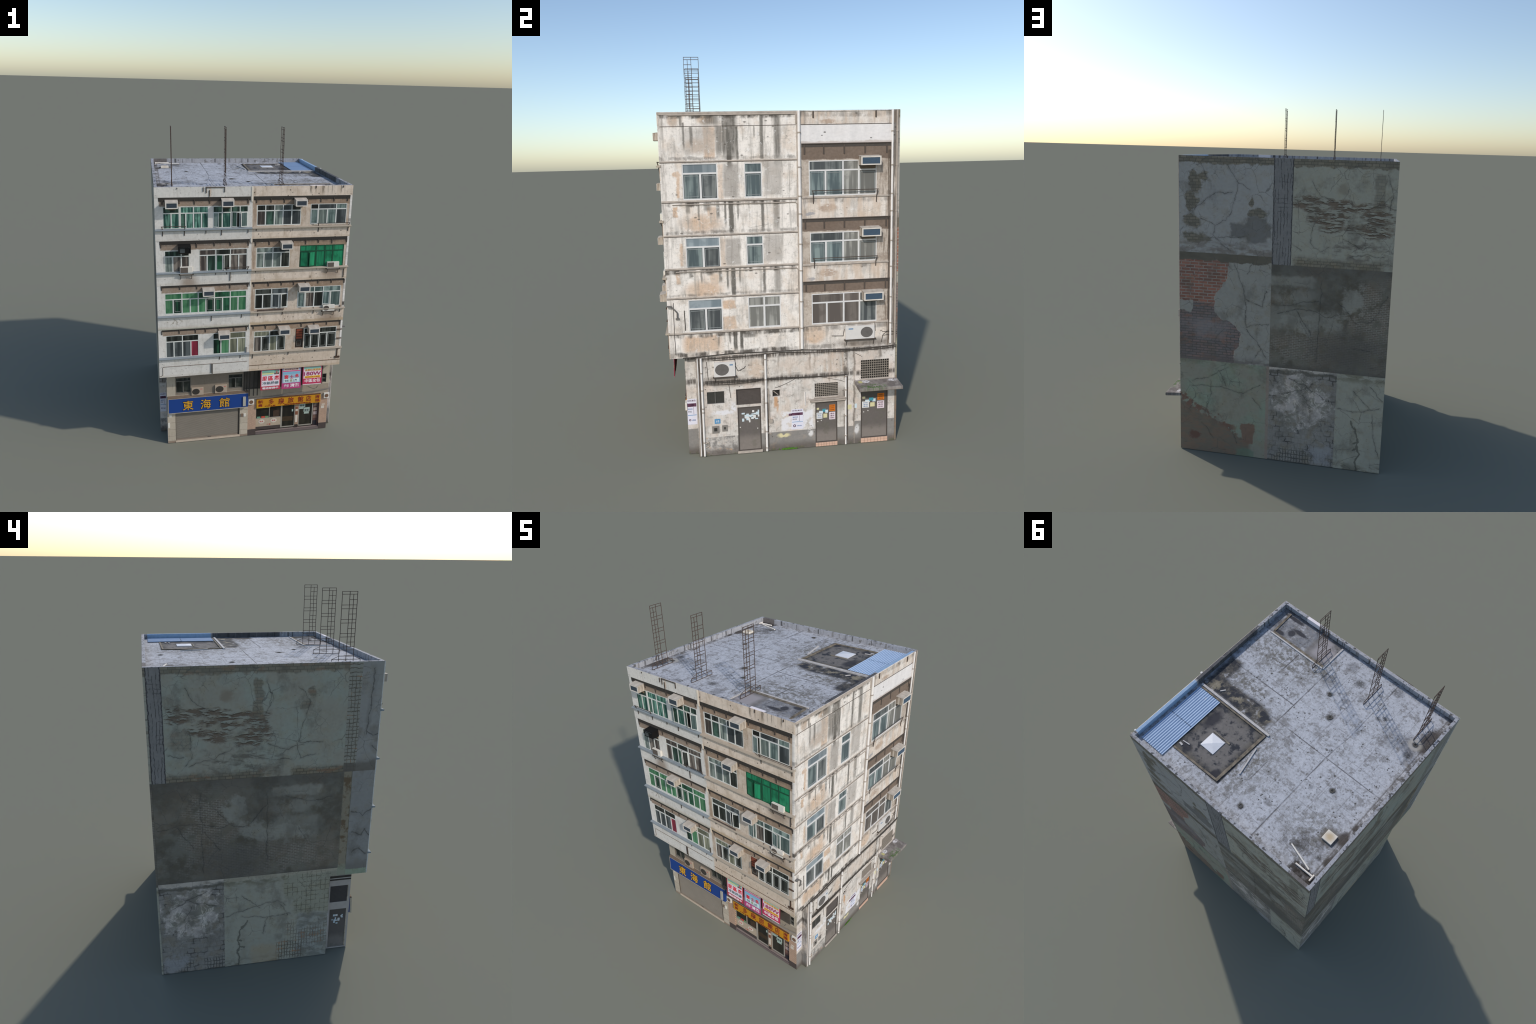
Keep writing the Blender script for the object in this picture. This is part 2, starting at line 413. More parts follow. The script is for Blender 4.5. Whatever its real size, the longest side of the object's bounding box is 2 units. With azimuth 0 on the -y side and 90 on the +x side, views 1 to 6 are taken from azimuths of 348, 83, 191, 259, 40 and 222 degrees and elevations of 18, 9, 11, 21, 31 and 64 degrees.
    runs += [run(-0.228, 0.012, 0.640, 0.53, 0.8), run(-0.198, 0.010, 0.640, 0.53, 0.7), run(-0.255, 0.006, 0.64, 0.57, 0.5), run(-0.31, 0.006, 0.64, 0.56, 0.4), run(-0.16, 0.05, 0.640, 0.60, 0.5)]
    streak = vmin(vmax(*runs) * (0.75 + fine * 1.5), 0.96)
    c = mix(streak, c, mix(n5, rt(80, 77, 70), rt(116, 112, 102)))
    cloud = noise(comb(u * 1.6, v * 0.7, 13.0), 11, 6, 0.62)
    c = mix(sm(cloud, 0.50, 0.66) * 0.55, c, tint(rt(182, 175, 165), 0.8 + n2 * 0.4))
    c = mix(sm(noise(comb(u * 5.0, v * 0.45, 15.0), 9, 5, 0.65), 0.50, 0.68) * 0.55, c, rt(158, 152, 142))
    # general rain grain, dirt along the ledges, chipped spots
    c = mix(sm(fine, 0.54, 0.74) * 0.4, c, rt(150, 146, 138))
    c = mix(sm(noise(comb(u, v, 21.0), 40, 6, 0.72), 0.52, 0.68) * 0.40, c, rt(158, 150, 140))
    c = mix(sm(noise(comb(u, v * 1.8, 29.0), 70, 5, 0.75), 0.58, 0.68) * 0.6, c, rt(118, 112, 104))
    c = mix(sm(noise(comb(u, v, 33.0), 30, 5, 0.7), 0.42, 0.32) * 0.5, c, rt(246, 246, 244))
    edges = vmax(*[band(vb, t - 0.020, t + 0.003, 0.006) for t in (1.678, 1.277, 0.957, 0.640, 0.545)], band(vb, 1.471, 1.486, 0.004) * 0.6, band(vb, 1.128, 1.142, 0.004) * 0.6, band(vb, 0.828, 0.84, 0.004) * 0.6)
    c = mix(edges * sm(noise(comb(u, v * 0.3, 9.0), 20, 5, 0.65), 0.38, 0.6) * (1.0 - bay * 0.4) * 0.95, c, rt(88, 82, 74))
    pipes = vmax(band(ub, 0.112, 0.135, 0.008), band(ub, 0.535, 0.552, 0.006), band(ub, -0.545, -0.525, 0.006) * 0.5) * sm(fine, 0.36, 0.56)
    c = mix(pipes * 0.6, c, rt(116, 102, 88))
    chips = sm(voronoi(comb(u * 0.55, v, 0.0), 34), 0.09, 0.16, 1, 0) * sm(noise(q, 13), 0.48, 0.58)
    c = mix(chips * 0.7, c, rt(96, 88, 78))
    hair = sm(voronoi(comb(us * 0.5, vs * 1.4, 0.0), 15, 'DISTANCE_TO_EDGE'), 0.004, 0.014, 1, 0) * sm(noise(q, 6, 2), 0.52, 0.62)
    c = mix(hair * 0.4, c, rt(120, 110, 98))
    # beige fascias over the balconies, with the render fallen off
    scab = vmax(blob(ub, vb, 0.240, 1.638, 0.035, 0.009, .3), blob(ub, vb, 0.240, 1.230, 0.045, 0.018, .3), blob(ub, vb, 0.240, 0.912, 0.045, 0.018, .3)) * sm(n2, 0.35, 0.5)
    c = mix(scab * 0.85, c, rt(178, 152, 130))
    c = mix(vmax(blob(ub, vb, 0.15, 1.203, 0.025, 0.008, .3), blob(ub, vb, 0.15, 0.882, 0.025, 0.008, .3)) * 0.8, c, rt(158, 158, 162))
    c = mix(vmax(band(v, 1.178, 1.277, 0.003), band(v, 0.868, 0.953, 0.003), band(v, 1.627, 1.68, 0.003)) * bay * sm(noise(comb(u * 2, v * 0.5, 3.0), 11, 4), 0.42, 0.62) * 0.7, c, rt(214, 188, 162))
    c = mix(band(v, 1.532, 1.622, 0.002) * bay * 0.85, c, tint(rt(240, 238, 237), 0.68 + n2 * 0.3 + n5 * 0.25))
    c = mix(band(v, 1.532, 1.622, 0.002) * bay * chips, c, rt(90, 84, 78))
    c = mix(band(vb, 1.530, 1.545, 0.004) * bay * sm(v, 1.50, 1.53) * 0.5, c, rt(176, 152, 134))
    # the dirty return behind the downpipes, far right
    far = sm(u, 0.562, 0.566) * sm(noise(comb(u * 3.0, v * 0.25, 1.0), 14, 3), 0.30, 0.5)
    c = mix(far * 0.85, c, rt(92, 84, 76))
    c = mix(band(ub, 0.53, 0.548, 0.006) * sm(fine, 0.4, 0.6) * sm(v, 1.53, 1.50) * 0.6, c, rt(140, 122, 104))
    c = mix(blob(ub, vb, 0.42, 0.545, 0.13, 0.022, .7) * 0.7, c, rt(92, 80, 68))
    return c, n2 + n1

def draw_balcony_wall():
    p, x, y, z = coords()
    u, v = y, z
    n1, n2 = noise(p, 12, 5, 0.6), noise(comb(u, v, 1.0), 80, 4)
    fine = noise(comb(u * 14.0, v * 1.2, 1.0), 10, 4, 0.7)
    c = tint(rt(206, 192, 176), 0.60 + n1 * 0.3 + n2 * 0.36)
    ub, vb = wander(u, v, 0.006, 40)
    c = mix(sm(noise(comb(u, v, 37.0), 14, 6, 0.7), 0.46, 0.62) * 0.6, c, tint(rt(150, 130, 110), 0.7 + n2 * 0.6))
    c = mix(sm(noise(comb(u, v, 33.0), 28, 5, 0.7), 0.44, 0.34) * 0.5, c, rt(226, 216, 202))
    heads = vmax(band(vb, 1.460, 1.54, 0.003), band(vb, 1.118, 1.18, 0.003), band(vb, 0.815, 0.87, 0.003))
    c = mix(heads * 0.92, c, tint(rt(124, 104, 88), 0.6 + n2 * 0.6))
    c = mix(sm(fine, 0.48, 0.66) * sm(u, 0.47, 0.52) * 0.75, c, rt(120, 103, 86))
    c = mix(sm(fine, 0.52, 0.66) * 0.3, c, rt(136, 118, 100))
    return c, n2

def draw_low_wall():
    p, x, y, z = coords()
    u, v = x + y, z           # runs round the corner of the lower storey
    q = comb(u, v, 0.0)
    n1, n2, n3 = noise(q, 9, 5, 0.6), noise(comb(u, v, 5.0), 75, 4, 0.65), noise(comb(u, v, 11.0), 24, 5, 0.65)
    ub, vb = wander(u, v, 0.010, 24)
    c = tint(rt(226, 220, 211), 0.58 + n1 * 0.3 + n2 * 0.26 + n3 * 0.24)
    y_ = y
    yb, _ = wander(y, z, 0.010, 24)
    c = mix(sm(n1, 0.50, 0.60) * 0.4, c, rt(228, 212, 200))
    # upper strip between the two cable runs is paler and peeling
    top = band(v, 0.385, 0.51, 0.003) * band(y_, -0.38, 0.335, 0.004)
    c = mix(top * 0.6, c, tint(rt(226, 218, 206), 0.85 + n3 * 0.3))
    peach = vmax(blob(yb, vb, -0.130, 0.440, 0.048, 0.050, .35) * sm(n3, 0.36, 0.5), box(yb, vb, 0.205, 0.33, 0.40, 0.505, 0.006) * sm(noise(comb(u * 8, v, 3.0), 9), 0.42, 0.6))
    c = mix(peach * 0.85, c, rt(214, 190, 166))
    fine = noise(comb(u * 14.0, v * 0.8, 1.0), 11, 4, 0.7)
    def run(at, w, t, b, k):
        return sm(absv(yb - at), w * 0.35, w, 1, 0) * sm(v, b, b + 0.35 * (t - b)) * sm(v, t - 0.002, t + 0.002, 1, 0) * k
    runs = vmax(run(0.140, 0.007, 0.51, 0.40, 0.8), run(0.165, 0.006, 0.51, 0.42, 0.7), run(0.24, 0.007, 0.39, 0.34, 0.9), run(0.245, 0.012, 0.50, 0.38, 0.4), run(0.505, 0.012, 0.50, 0.45, 0.8), run(0.30, 0.02, 0.50, 0.40, 0.3), run(-0.02, 0.008, 0.50, 0.43, 0.5), run(0.06, 0.05, 0.41, 0.385, 0.5))
    c = mix(runs * (0.4 + fine), c, rt(104, 94, 80))
    c = mix(sm(fine, 0.50, 0.70) * 0.45, c, rt(150, 142, 130))
    c = mix(sm(noise(comb(u, v, 21.0), 36, 6, 0.72), 0.50, 0.66) * 0.6, c, rt(140, 130, 120))
    c = mix(sm(noise(comb(u, v * 1.8, 29.0), 70, 5, 0.75), 0.58, 0.68) * 0.6, c, rt(108, 100, 92))
    c = mix(sm(noise(comb(u, v, 33.0), 28, 5, 0.7), 0.42, 0.32) * 0.45, c, rt(240, 236, 230))
    c = mix(sm(yb, -0.36, -0.425) * sm(fine, 0.36, 0.56) * sm(y, -0.431, -0.430) * 0.8, c, rt(84, 76, 68))
    rust = vmax(run(-0.036, 0.014, 0.288, 0.22, 0.8), run(-0.028, 0.007, 0.288, 0.19, 0.6))
    c = mix(rust, c, rt(196, 146, 96))
    soot = vmax(blob(yb, vb, -0.29, 0.40, 0.09, 0.016, .7), blob(yb, vb, -0.22, 0.372, 0.16, 0.012, .7), blob(yb, vb, 0.30, 0.25, 0.02, 0.06, .8))
    c = mix(soot * 0.7, c, rt(106, 92, 78))
    cloud = noise(comb(u * 1.4, v * 0.8, 13.0), 12, 6, 0.62)
    c = mix(sm(cloud, 0.44, 0.66) * 0.5, c, tint(rt(176, 166, 154), 0.75 + n2 * 0.5))
    c = mix(sm(noise(comb(u * 1.2, v, 37.0), 8, 5, 0.6), 0.48, 0.62) * 0.5, c, tint(rt(220, 198, 178), 0.8 + n2 * 0.4))
    c = mix(vmax(sm(absv(yb + 0.086), 0.004, 0.022, 1, 0), sm(absv(yb - 0.325), 0.004, 0.018, 1, 0), sm(absv(yb - 0.37), 0.0, 0.010, 1, 0)) * sm(cloud, 0.38, 0.54) * 0.8, c, rt(92, 84, 74))
    c = mix(vmax(band(vb, 0.372, 0.396, 0.008), band(vb, 0.498, 0.522, 0.008)) * sm(fine, 0.32, 0.54) * 0.9, c, rt(84, 76, 68))
    # torn white bills
    bill = vmax(box(yb, vb, -0.01, 0.155, 0.105, 0.205, 0.006) * sm(n3, 0.40, 0.50), blob(yb, vb, -0.30, 0.225, 0.055, 0.012, .4) * sm(n3, 0.42, 0.5), blob(yb, vb, -0.255, 0.245, 0.02, 0.03, .5) * sm(n3, 0.45, 0.52))
    c = mix(bill * 0.9, c, rt(232, 232, 236))
    scraps = box(yb, vb, 0.0, 0.155, 0.11, 0.20, 0.01) * sm(voronoi(q, 75), 0.12, 0.2, 1, 0) * sm(n3, 0.48, 0.56)
    c = mix(scraps * 0.8, c, rt(84, 80, 92))
    # grey dado with damp brown foot
    line = sm(y_, -0.44, -0.42) * 0.0 + 0.098
    line = line + sm(y_, 0.369, 0.371) * 0.025 + sm(y_, -0.4301, -0.4299, 1, 0) * 0.036
    dado = sm(v, line - 0.0015, line + 0.0015, 1, 0)
    left_bay = sm(y_, -0.236, -0.232, 1, 0) * sm(y_, -0.43, -0.425)
    c = mix(dado * 0.92 * inv(left_bay * sm(n3, 0.40, 0.55) * 0.7), c, tint(rt(134, 131, 126), 0.6 + n3 * 0.45 + n2 * 0.35))
    foot = sm(vb, 0.012, 0.055, 1, 0)
    c = mix(foot * (0.45 + n3 * 0.6), c, rt(96, 86, 78))
    pink = dado * sm(n3, 0.56, 0.64) * (left_bay * 0.7 + 0.12)
    c = mix(pink, c, rt(204, 164, 124))
    c = mix(blob(yb, vb, 0.000, 0.078, 0.030, 0.012, .4) * sm(n3, 0.42, 0.5), c, rt(226, 214, 160))
    c = mix(blob(yb, vb, 0.140, 0.080, 0.014, 0.018, .4) * sm(n3, 0.40, 0.48), c, rt(224, 222, 220))
    c = mix(blob(yb, vb, 0.385, 0.078, 0.012, 0.025, .4) * sm(n3, 0.40, 0.48), c, rt(216, 214, 212))
    chips = sm(voronoi(q, 36), 0.09, 0.16, 1, 0) * sm(noise(q, 12), 0.47, 0.56)
    c = mix(chips * 0.75, c, rt(98, 88, 78))
    moss = sm(vb, 0.004, 0.014, 1, 0) * sm(n3, 0.48, 0.58)
    c = mix(moss * 0.6, c, rt(88, 96, 62))
    return c, n2 + n3

class Kit:
    """shared coordinates, ragged coordinates and grain of a party-wall panel"""
    def __init__(k, side):
        p, x, y, z = coords()
        k.u, k.v = (y if side else x), z
        k.q = comb(k.u, k.v, 0.0)
        k.ub, k.vb = wander(k.u, k.v, 0.030, 14)
        k.uf, k.vf = wander(k.u, k.v, 0.010, 34)
        k.uc, k.vc = wander(k.u, k.v, 0.022, 16)
        k.n1, k.n2, k.n3 = noise(k.q, 5, 5, 0.6), noise(k.q, 60, 4, 0.6), noise(comb(k.u * 0.4, k.v, 3.0), 30, 4, 0.6)
        k.n4 = noise(comb(k.u, k.v, 17.0), 16, 6, 0.65)
        k.grain = 0.62 + k.n1 * 0.28 + k.n2 * 0.22 + k.n4 * 0.26
    def tone(k, c): return tint(mix(sm(k.n4, 0.47, 0.64) * 0.5, c, mix(1.0, c, (0.86, 0.80, 0.70, 1), 'MULTIPLY')), k.grain)
    def brick(k, w, h, m, a, b, c): return k.tone(bricks(k.u + 0.01, k.v, w, h, m, a, b, c)[0])
    def old(k): return k.brick(0.034, 0.0155, 0.0016, bk(80, 83, 77), bk(66, 70, 66), bk(54, 57, 55))
    def spot(k, cu, cv, ru, rv, s): return _rag(k.ub, k.vb, cu, cv, ru, rv, s, k.n4)
    def rect(k, *a): return box(k.ub, k.vb, *a)
    def fissures(k, c, lines, w=0.0030, strong=0.66):
        var = sm(noise(comb(k.u, k.v, 41.0), 24, 4, 0.7), 0.30, 0.72, 0.12, 1.5)
        m = cracks(k.uc, k.vc, lines, w * 0.85, var) * 0.9
        halo = cracks(k.uc, k.vc, lines, w * 4) * 0.16
        hair = sm(voronoi(comb(k.uc, k.vc, 0.0), 8, 'DISTANCE_TO_EDGE'), 0.003, 0.014, 1, 0) * sm(noise(k.q, 5, 3), 0.46, 0.58)
        hair2 = sm(voronoi(comb(k.uc, k.vc, 3.0), 19, 'DISTANCE_TO_EDGE'), 0.004, 0.022, 1, 0) * sm(noise(k.q, 7, 3), 0.50, 0.62)
        pits = sm(voronoi(k.q, 60), 0.10, 0.20, 1, 0) * sm(k.n4, 0.5, 0.6)
        dirt = noise(comb(k.u, k.v * 0.7, 61.0), 8, 6, 0.68)
        c = mix(sm(dirt, 0.50, 0.66) * 0.45, c, tint(bk(58, 62, 61), 0.7 + k.n2 * 0.6))
        c = mix(vmax(hair * 0.55, hair2 * 0.5, pits * 0.5, halo), c, bk(48, 53, 56))
        return mix(m * strong, c, bk(42, 46, 48)), k.n2 * 0.5 + k.n4 * 0.9 - m * 1.2

def slots(k, rows):
    """short horizontal gouges where brick courses have lost their face"""
    return vmax(*[_rag(k.uf, k.vf, a, b, r, h, .35, k.n3) for a, b, r, h in rows])

def gouged(k, base, rows):
    s = vmax(*[_rag(k.ub, k.vb, a, b, r * 1.15, h * 1.5, .5, k.n4) for a, b, r, h in rows]) * sm(noise(comb(k.u * 0.42, k.v * 1.5, 51.0), 42, 4, 0.6), 0.43, 0.52)
    c = mix(s * 0.95, base, tint(bk(68, 65, 60), 0.5 + k.n3 * 0.9))
    return mix(s * sm(noise(comb(k.u * 0.42, k.v * 1.5 + 0.006, 51.0), 42, 4, 0.6), 0.50, 0.44) * 0.95, c, bk(44, 43, 40)), s  # shifted noise paints a shadow inside each gouge

# ---- back wall panels -------------------------------------------------------
def back_top_plaster():
    k = Kit(0)
    a = k.tone(bk(96, 106, 113))
    m = vmax(k.spot(.435, 1.545, .040, .055, .2), k.spot(.455, 1.455, .035, .05, .2), k.spot(.392, 1.58, .035, .022, .2), k.spot(.455, 1.340, .050, .035, .25), k.spot(.43, 1.25, .075, .030, .3), k.spot(.100, 1.395, .042, .026, .2), k.spot(.125, 1.455, .012, .032, .2))
    m = vmax(m, sm(k.vb, 1.644, 1.652) * sm(k.n1, .22, .38))
    a = mix(m * 0.92, a, k.old())
    a = mix(vmax(k.rect(.02, .24, 1.265, 1.345, .008), k.rect(.04, .15, 1.24, 1.375, .008)) * 0.9, a, k.tone(bk(68, 75, 80)))
    a = mix(sm(k.vb, 1.200, 1.255, 1, 0) * sm(k.n3, .40, .58) * 0.7, a, bk(70, 71, 71))
    return k.fissures(a, [[(.266, 1.653), (.201, 1.557), (.215, 1.48), (.225, 1.438), (.245, 1.39), (.263, 1.354), (.322, 1.319), (.409, 1.359)], [(.201, 1.557), (.136, 1.522)], [(.322, 1.319), (.335, 1.265), (.24, 1.19)], [(.45, 1.40), (.32, 1.50), (.23, 1.50)], [(.409, 1.65), (.37, 1.57)], [(.36, 1.25), (.25, 1.265), (.16, 1.275)]])

def rebar_column(side, e0, e1):
    def draw():
        k = Kit(side)
        bars = band(m_('FRACT', (k.uf + (k.n1 - .5) * .03) * 62.0), 0.0, 0.22, 0.07) * sm(noise(comb(k.u * 2.4, k.v * 0.30, 0.0), 24, 4, .65), 0.46, 0.54)
        c = mix(bars * 0.85, tint(bk(80, 88, 95), 0.50 + k.n2 * 0.3 + k.n4 * 0.5), bk(44, 49, 54))
        stubs = band(m_('FRACT', k.vf * 46.0), 0.0, 0.2, 0.06) * sm(noise(comb(k.u, k.v * 0.6, 4.0), 14, 3), 0.54, 0.62)
        c = mix(stubs * 0.6, c, bk(46, 50, 56))
        edge = vmax(band(k.uf, e0, e0 + .005, .0015), band(k.uf, e1 - .005, e1, .0015))
        return mix(edge * 0.9, c, bk(38, 42, 48)), k.n2 - bars - edge
    return draw

def back_top_gouged():
    k = Kit(0)
    g = k.tone(bk(97, 107, 106))
    b, s = gouged(k, g, [(-.18, 1.483, .062, .011), (-.30, 1.465, .085, .013), (-.13, 1.448, .055, .012), (-.48, 1.458, .085, .012), (-.37, 1.443, .085, .014), (-.20, 1.428, .045, .010), (-.52, 1.42, .06, .013), (-.28, 1.415, .055, .010), (-.22, 1.383, .05, .013), (-.33, 1.395, .05, .014), (-.26, 1.363, .075, .010), (-.53, 1.378, .06, .013), (-.48, 1.345, .10, .016), (-.53, 1.316, .055, .012), (-.30, 1.335, .05, .012)])
    m = vmax(k.rect(-.56, -.505, 1.44, 1.62, .008) * 0.65, sm(k.vb, 1.644, 1.652) * sm(k.n1, .22, .38), sm(k.vb, 1.155, 1.20, 1, 0) * sm(k.n1, .36, .5))
    b = mix(m * 0.9, b, k.old())
    b = mix(k.spot(-.35, 1.545, .03, .03, .6) * 0.5, b, bk(74, 74, 66))
    b = mix(k.spot(-.46, 1.225, .13, .06, .6) * sm(k.n3, .45, .6) * 0.8, b, bk(60, 62, 62))
    c, h = k.fissures(b, [[(-.19, 1.58), (-.235, 1.51), (-.30, 1.475)], [(-.57, 1.62), (-.60, 1.52), (-.585, 1.44)], [(-.21, 1.37), (-.185, 1.26), (-.24, 1.215), (-.29, 1.235)], [(-.09, 1.255), (-.14, 1.215)], [(-.36, 1.285), (-.46, 1.24), (-.50, 1.265)], [(-.40, 1.19), (-.48, 1.215), (-.57, 1.20)]])
    return c, h - s

def back_mid_brick():
    k = Kit(0)
    red = k.brick(.050, .0172, .0026, bk(102, 73, 66), bk(76, 60, 57), bk(92, 94, 95))
    red = mix(sm(k.n3, .55, .68) * 0.4, red, bk(84, 72, 68))
    pur = k.brick(.044, .0150, .0022, bk(82, 76, 79), bk(68, 72, 78), bk(56, 60, 64))
    pur = mix(sm(noise(comb(k.u * .4, k.v, 7.0), 22, 4, .6), .52, .62) * 0.8, pur, k.tone(bk(84, 70, 66)))
    pur = mix(k.spot(.36, .75, .10, .05, .8) * 0.6, pur, bk(84, 90, 98))
    plaster = k.tone(bk(92, 101, 104))
    edge = sm(k.vb, 1.06, .92, .245, .325) - sm(k.vb, .85, .74, 0.0, .145) + sm(k.vb, .69, .60, 0.0, .03)
    brick = mix(sm(k.vb, .885, .895), pur, red)
    brick = mix(k.rect(.455, .54, .842, .895, .004), brick, plaster)
    c = mix(sm(k.ub, edge - .003, edge + .003), plaster, brick)
    c = mix(sm(absv(k.ub - edge), .001, .004, 1, 0) * 0.35 * sm(k.n4, .45, .55), c, bk(120, 124, 124))
    c = mix(sm(k.vb, .565, .61, 1, 0) * sm(k.n3, .38, .5) * 0.75, c, bk(64, 66, 70))
    c = mix(sm(k.vb, 1.124, 1.130), c, tint(bk(62, 65, 62), 0.7 + k.n3 * 0.6))
    return k.fissures(c, [[(.218, 1.13), (.165, .99), (.15, .86), (.145, .77), (.02, .80)], [(.115, 1.13), (.145, 1.07)], [(.16, .935), (.06, .895), (.04, .98)], [(.145, .76), (.06, .66), (.03, .60)], [(.06, .66), (.09, .60)]])

def sooty_brick(side, off, lines):
    def draw():
        k = Kit(side)
        s = lambda a: a + off if not side else off - a
        S_ = lambda a, b, *r: k.spot(s(a), b, *r)
        soot = vmax(sm(k.vb, 1.03, 1.13) * 0.72, S_(-.41, .66, .17, .11, .9), sm(k.vb, .60, .565) * 0.8, S_(-.27, .94, .07, .05, .9) * 0.5, S_(-.25, 1.04, .12, .06, .9) * 0.4)
        def R_(a, b, *r): return k.rect(min(s(a), s(b)), max(s(a), s(b)), *r)
        clear = vmax(R_(-.225, .03, 1.02, 1.075, .012), R_(-.225, .02, .78, .905, .014) * 0.6, S_(-.14, .815, .10, .055, .3), S_(-.30, .835, .085, .055, .4), S_(-.42, .955, .055, .075, .3), S_(-.12, .96, .10, .04, .6) * 0.7)
        cloudy = k.tone(mix(sm(noise(k.q, 7, 5, .65), .42, .60), bk(70, 77, 77), bk(58, 62, 60)))
        shown = vmax(S_(-.53, .88, .13, .16, .5), S_(-.30, .68, .34, .085, .6), S_(-.20, .80, .06, .05, .5)) * sm(k.n4, .62, .46)
        c = mix(shown, cloudy, k.brick(.026, .0095, .0014, bk(74, 76, 74), bk(64, 67, 66), bk(90, 97, 97)))
        c = mix(sm(k.n1, .45, .60) * 0.35, c, bk(74, 71, 64))
        c = mix(clear * 0.88, c, k.tone(bk(88, 97, 98)))
        c = mix(soot * 0.75, c, k.tone(bk(54, 59, 61)))
        return k.fissures(c, lines)
    return draw
back_mid_sooty = sooty_brick(0, 0.0, [[(-.028, .866), (-.131, .90), (-.249, .885), (-.31, .86), (-.388, .897)], [(-.131, .891), (-.215, .76)], [(-.339, .957), (-.40, .90), (-.444, .846), (-.53, .86), (-.60, 1.0)], [(-.26, 1.06), (-.245, .60)], [(-.25, .95), (-.04, .91)], [(-.44, .70), (-.53, .70)]])

def back_low_sage():
    k = Kit(0)
    c = k.tone(mix(sm(k.n1, .42, .6), bk(88, 96, 93), bk(82, 99, 94)))
    slope = k.ub * 0.55 + 0.075 + (k.n4 - 0.5) * 0.16
    c = mix(sm(k.vb, slope - .06, slope - .03, 1, 0) * sm(k.u, .10, .13), c, tint(mix(sm(k.n3, .45, .55), bk(78, 73, 67), bk(70, 71, 67)), 0.7 + k.n3 * 0.6))
    c = mix(sm(absv(k.vb - slope + .012 + k.n1 * .05), .012, .034, 1, 0) * sm(k.u, .16, .24) * sm(k.n4, .44, .52), c, k.tone(bk(74, 63, 59)))
    c = mix(k.rect(.09, .165, .085, .20, .006), c, k.tone(bk(78, 70, 65)))
    c = mix(k.spot(.435, .095, .035, .022, .3), c, bk(66, 54, 51))
    c = mix(k.rect(.09, .19, -.05, .045, .01) * 0.7, c, bk(62, 86, 78))
    c = mix(sm(k.vb, .52, .556) * sm(k.n3, .4, .55) * 0.6, c, bk(66, 74, 66))
    c = mix(sm(k.u, .028, .026) * 0.75, c, k.tone(bk(92, 88, 88)))
    return k.fissures(c, [[(.46, .43), (.36, .455), (.24, .53)], [(.46, .40), (.27, .41), (.16, .38), (.06, .44)], [(.35, .44), (.345, .37), (.38, .24)], [(.30, .50), (.25, .42)], [(.10, .36), (.05, .30)], [(.40, .18), (.33, .09)], [(.23, .17), (.19, .08)]])

def rubble(side, off):
    """cloudy render over broken blockwork"""
    def draw():
        k = Kit(side)
        s = lambda a: a + off if not side else off - a
        pile, f = bricks(k.ub * 0.5 + k.uf * 0.5, k.vb * 0.5 + k.vf * 0.5, .036, .030, .0030, bk(84, 91, 96), bk(76, 83, 87), bk(48, 52, 55))
        pile = k.tone(mix(sm(noise(k.q, 11, 4), .36, .52) * 0.85, pile, k.tone(bk(86, 93, 96))))
        grid = vmax(band(m_('FRACT', k.uf * 62.0), 0.0, .26, .07), band(m_('FRACT', k.vf * 42.0), 0.0, .20, .07)) * sm(k.vb, .10, .06) * sm(noise(k.q, 6, 2), .42, .5)
        pile = mix(grid * 0.85, pile, bk(40, 44, 46))
        cloud = mix(sm(noise(k.q, 14, 5), .42, .58), bk(112, 118, 124), bk(82, 89, 89))
        wisps = sm(absv(noise(k.q, 12, 5, .65, .8) - 0.5), .004, .03, 1, 0)
        splat = vmax(k.spot(s(-.175), .365, .145, .135, .25), k.spot(s(-.12), .48, .05, .05, .3))
        c = mix(splat, pile, k.tone(mix(wisps * 0.55, cloud, bk(140, 146, 150))))
        c = mix(k.spot(s(-.19), .38, .03, .10, .7) * 0.7, c, bk(68, 73, 74))
        c = mix(k.spot(s(-.29), .06, .07, .05, .5) * 0.8, c, bk(94, 104, 114))
        c = mix(sm(k.vb, .545, .55) * sm(k.n3, .3, .5), c, bk(112, 118, 120))
        c = mix(band(k.vb, .525, .540, .004) * 0.7, c, bk(50, 54, 52))
        return k.fissures(c, [[(s(-.05), .41), (s(-.17), .44), (s(-.24), .48)], [(s(-.18), .42), (s(-.22), .33)], [(s(-.10), .50), (s(-.20), .46), (s(-.30), .40)]], .005)
    return draw
back_low_rubble = rubble(0, 0.0)

def pale_plaster(k, s, far):
    c = k.tone(bk(96, 106, 105))
    c = mix(k.spot(s(-.49), .15, .035, .12, .3) * 0.35, c, bk(104, 114, 112))
    c = mix(sm(k.vb, 0.0, .06, 1, 0) * sm(k.n3, .42, .56) * 0.8, c, bk(62, 66, 62))
    return mix(sm(k.vb, .50, .54) * sm(k.n3, .38, .54) * 0.75, c, bk(68, 74, 66))
def split(k, s, lines, c):
    var = sm(noise(comb(k.u, k.v, 43.0), 30, 4, 0.7), 0.30, 0.70, 0.25, 1.6)
    wide = cracks(k.ub * 0.5 + k.uc * 0.5, k.vc, [[(s(-.447), .290), (s(-.458), .262), (s(-.476), .240), (s(-.484), .205), (s(-.496), .170), (s(-.488), .130), (s(-.500), .095), (s(-.486), .055), (s(-.492), .0)], [(s(-.496), .170), (s(-.474), .162)], [(s(-.488), .130), (s(-.466), .118)]], .0075, var)
    c = mix(_rag(k.ub, k.vb, s(-.470), .120, .022, .100, .5, k.n4) * 0.4, c, bk(84, 90, 86))
    c = mix(wide * 0.7, c, bk(46, 51, 49))
    c, h = k.fissures(c, lines)
    return c, h - wide * 1.5
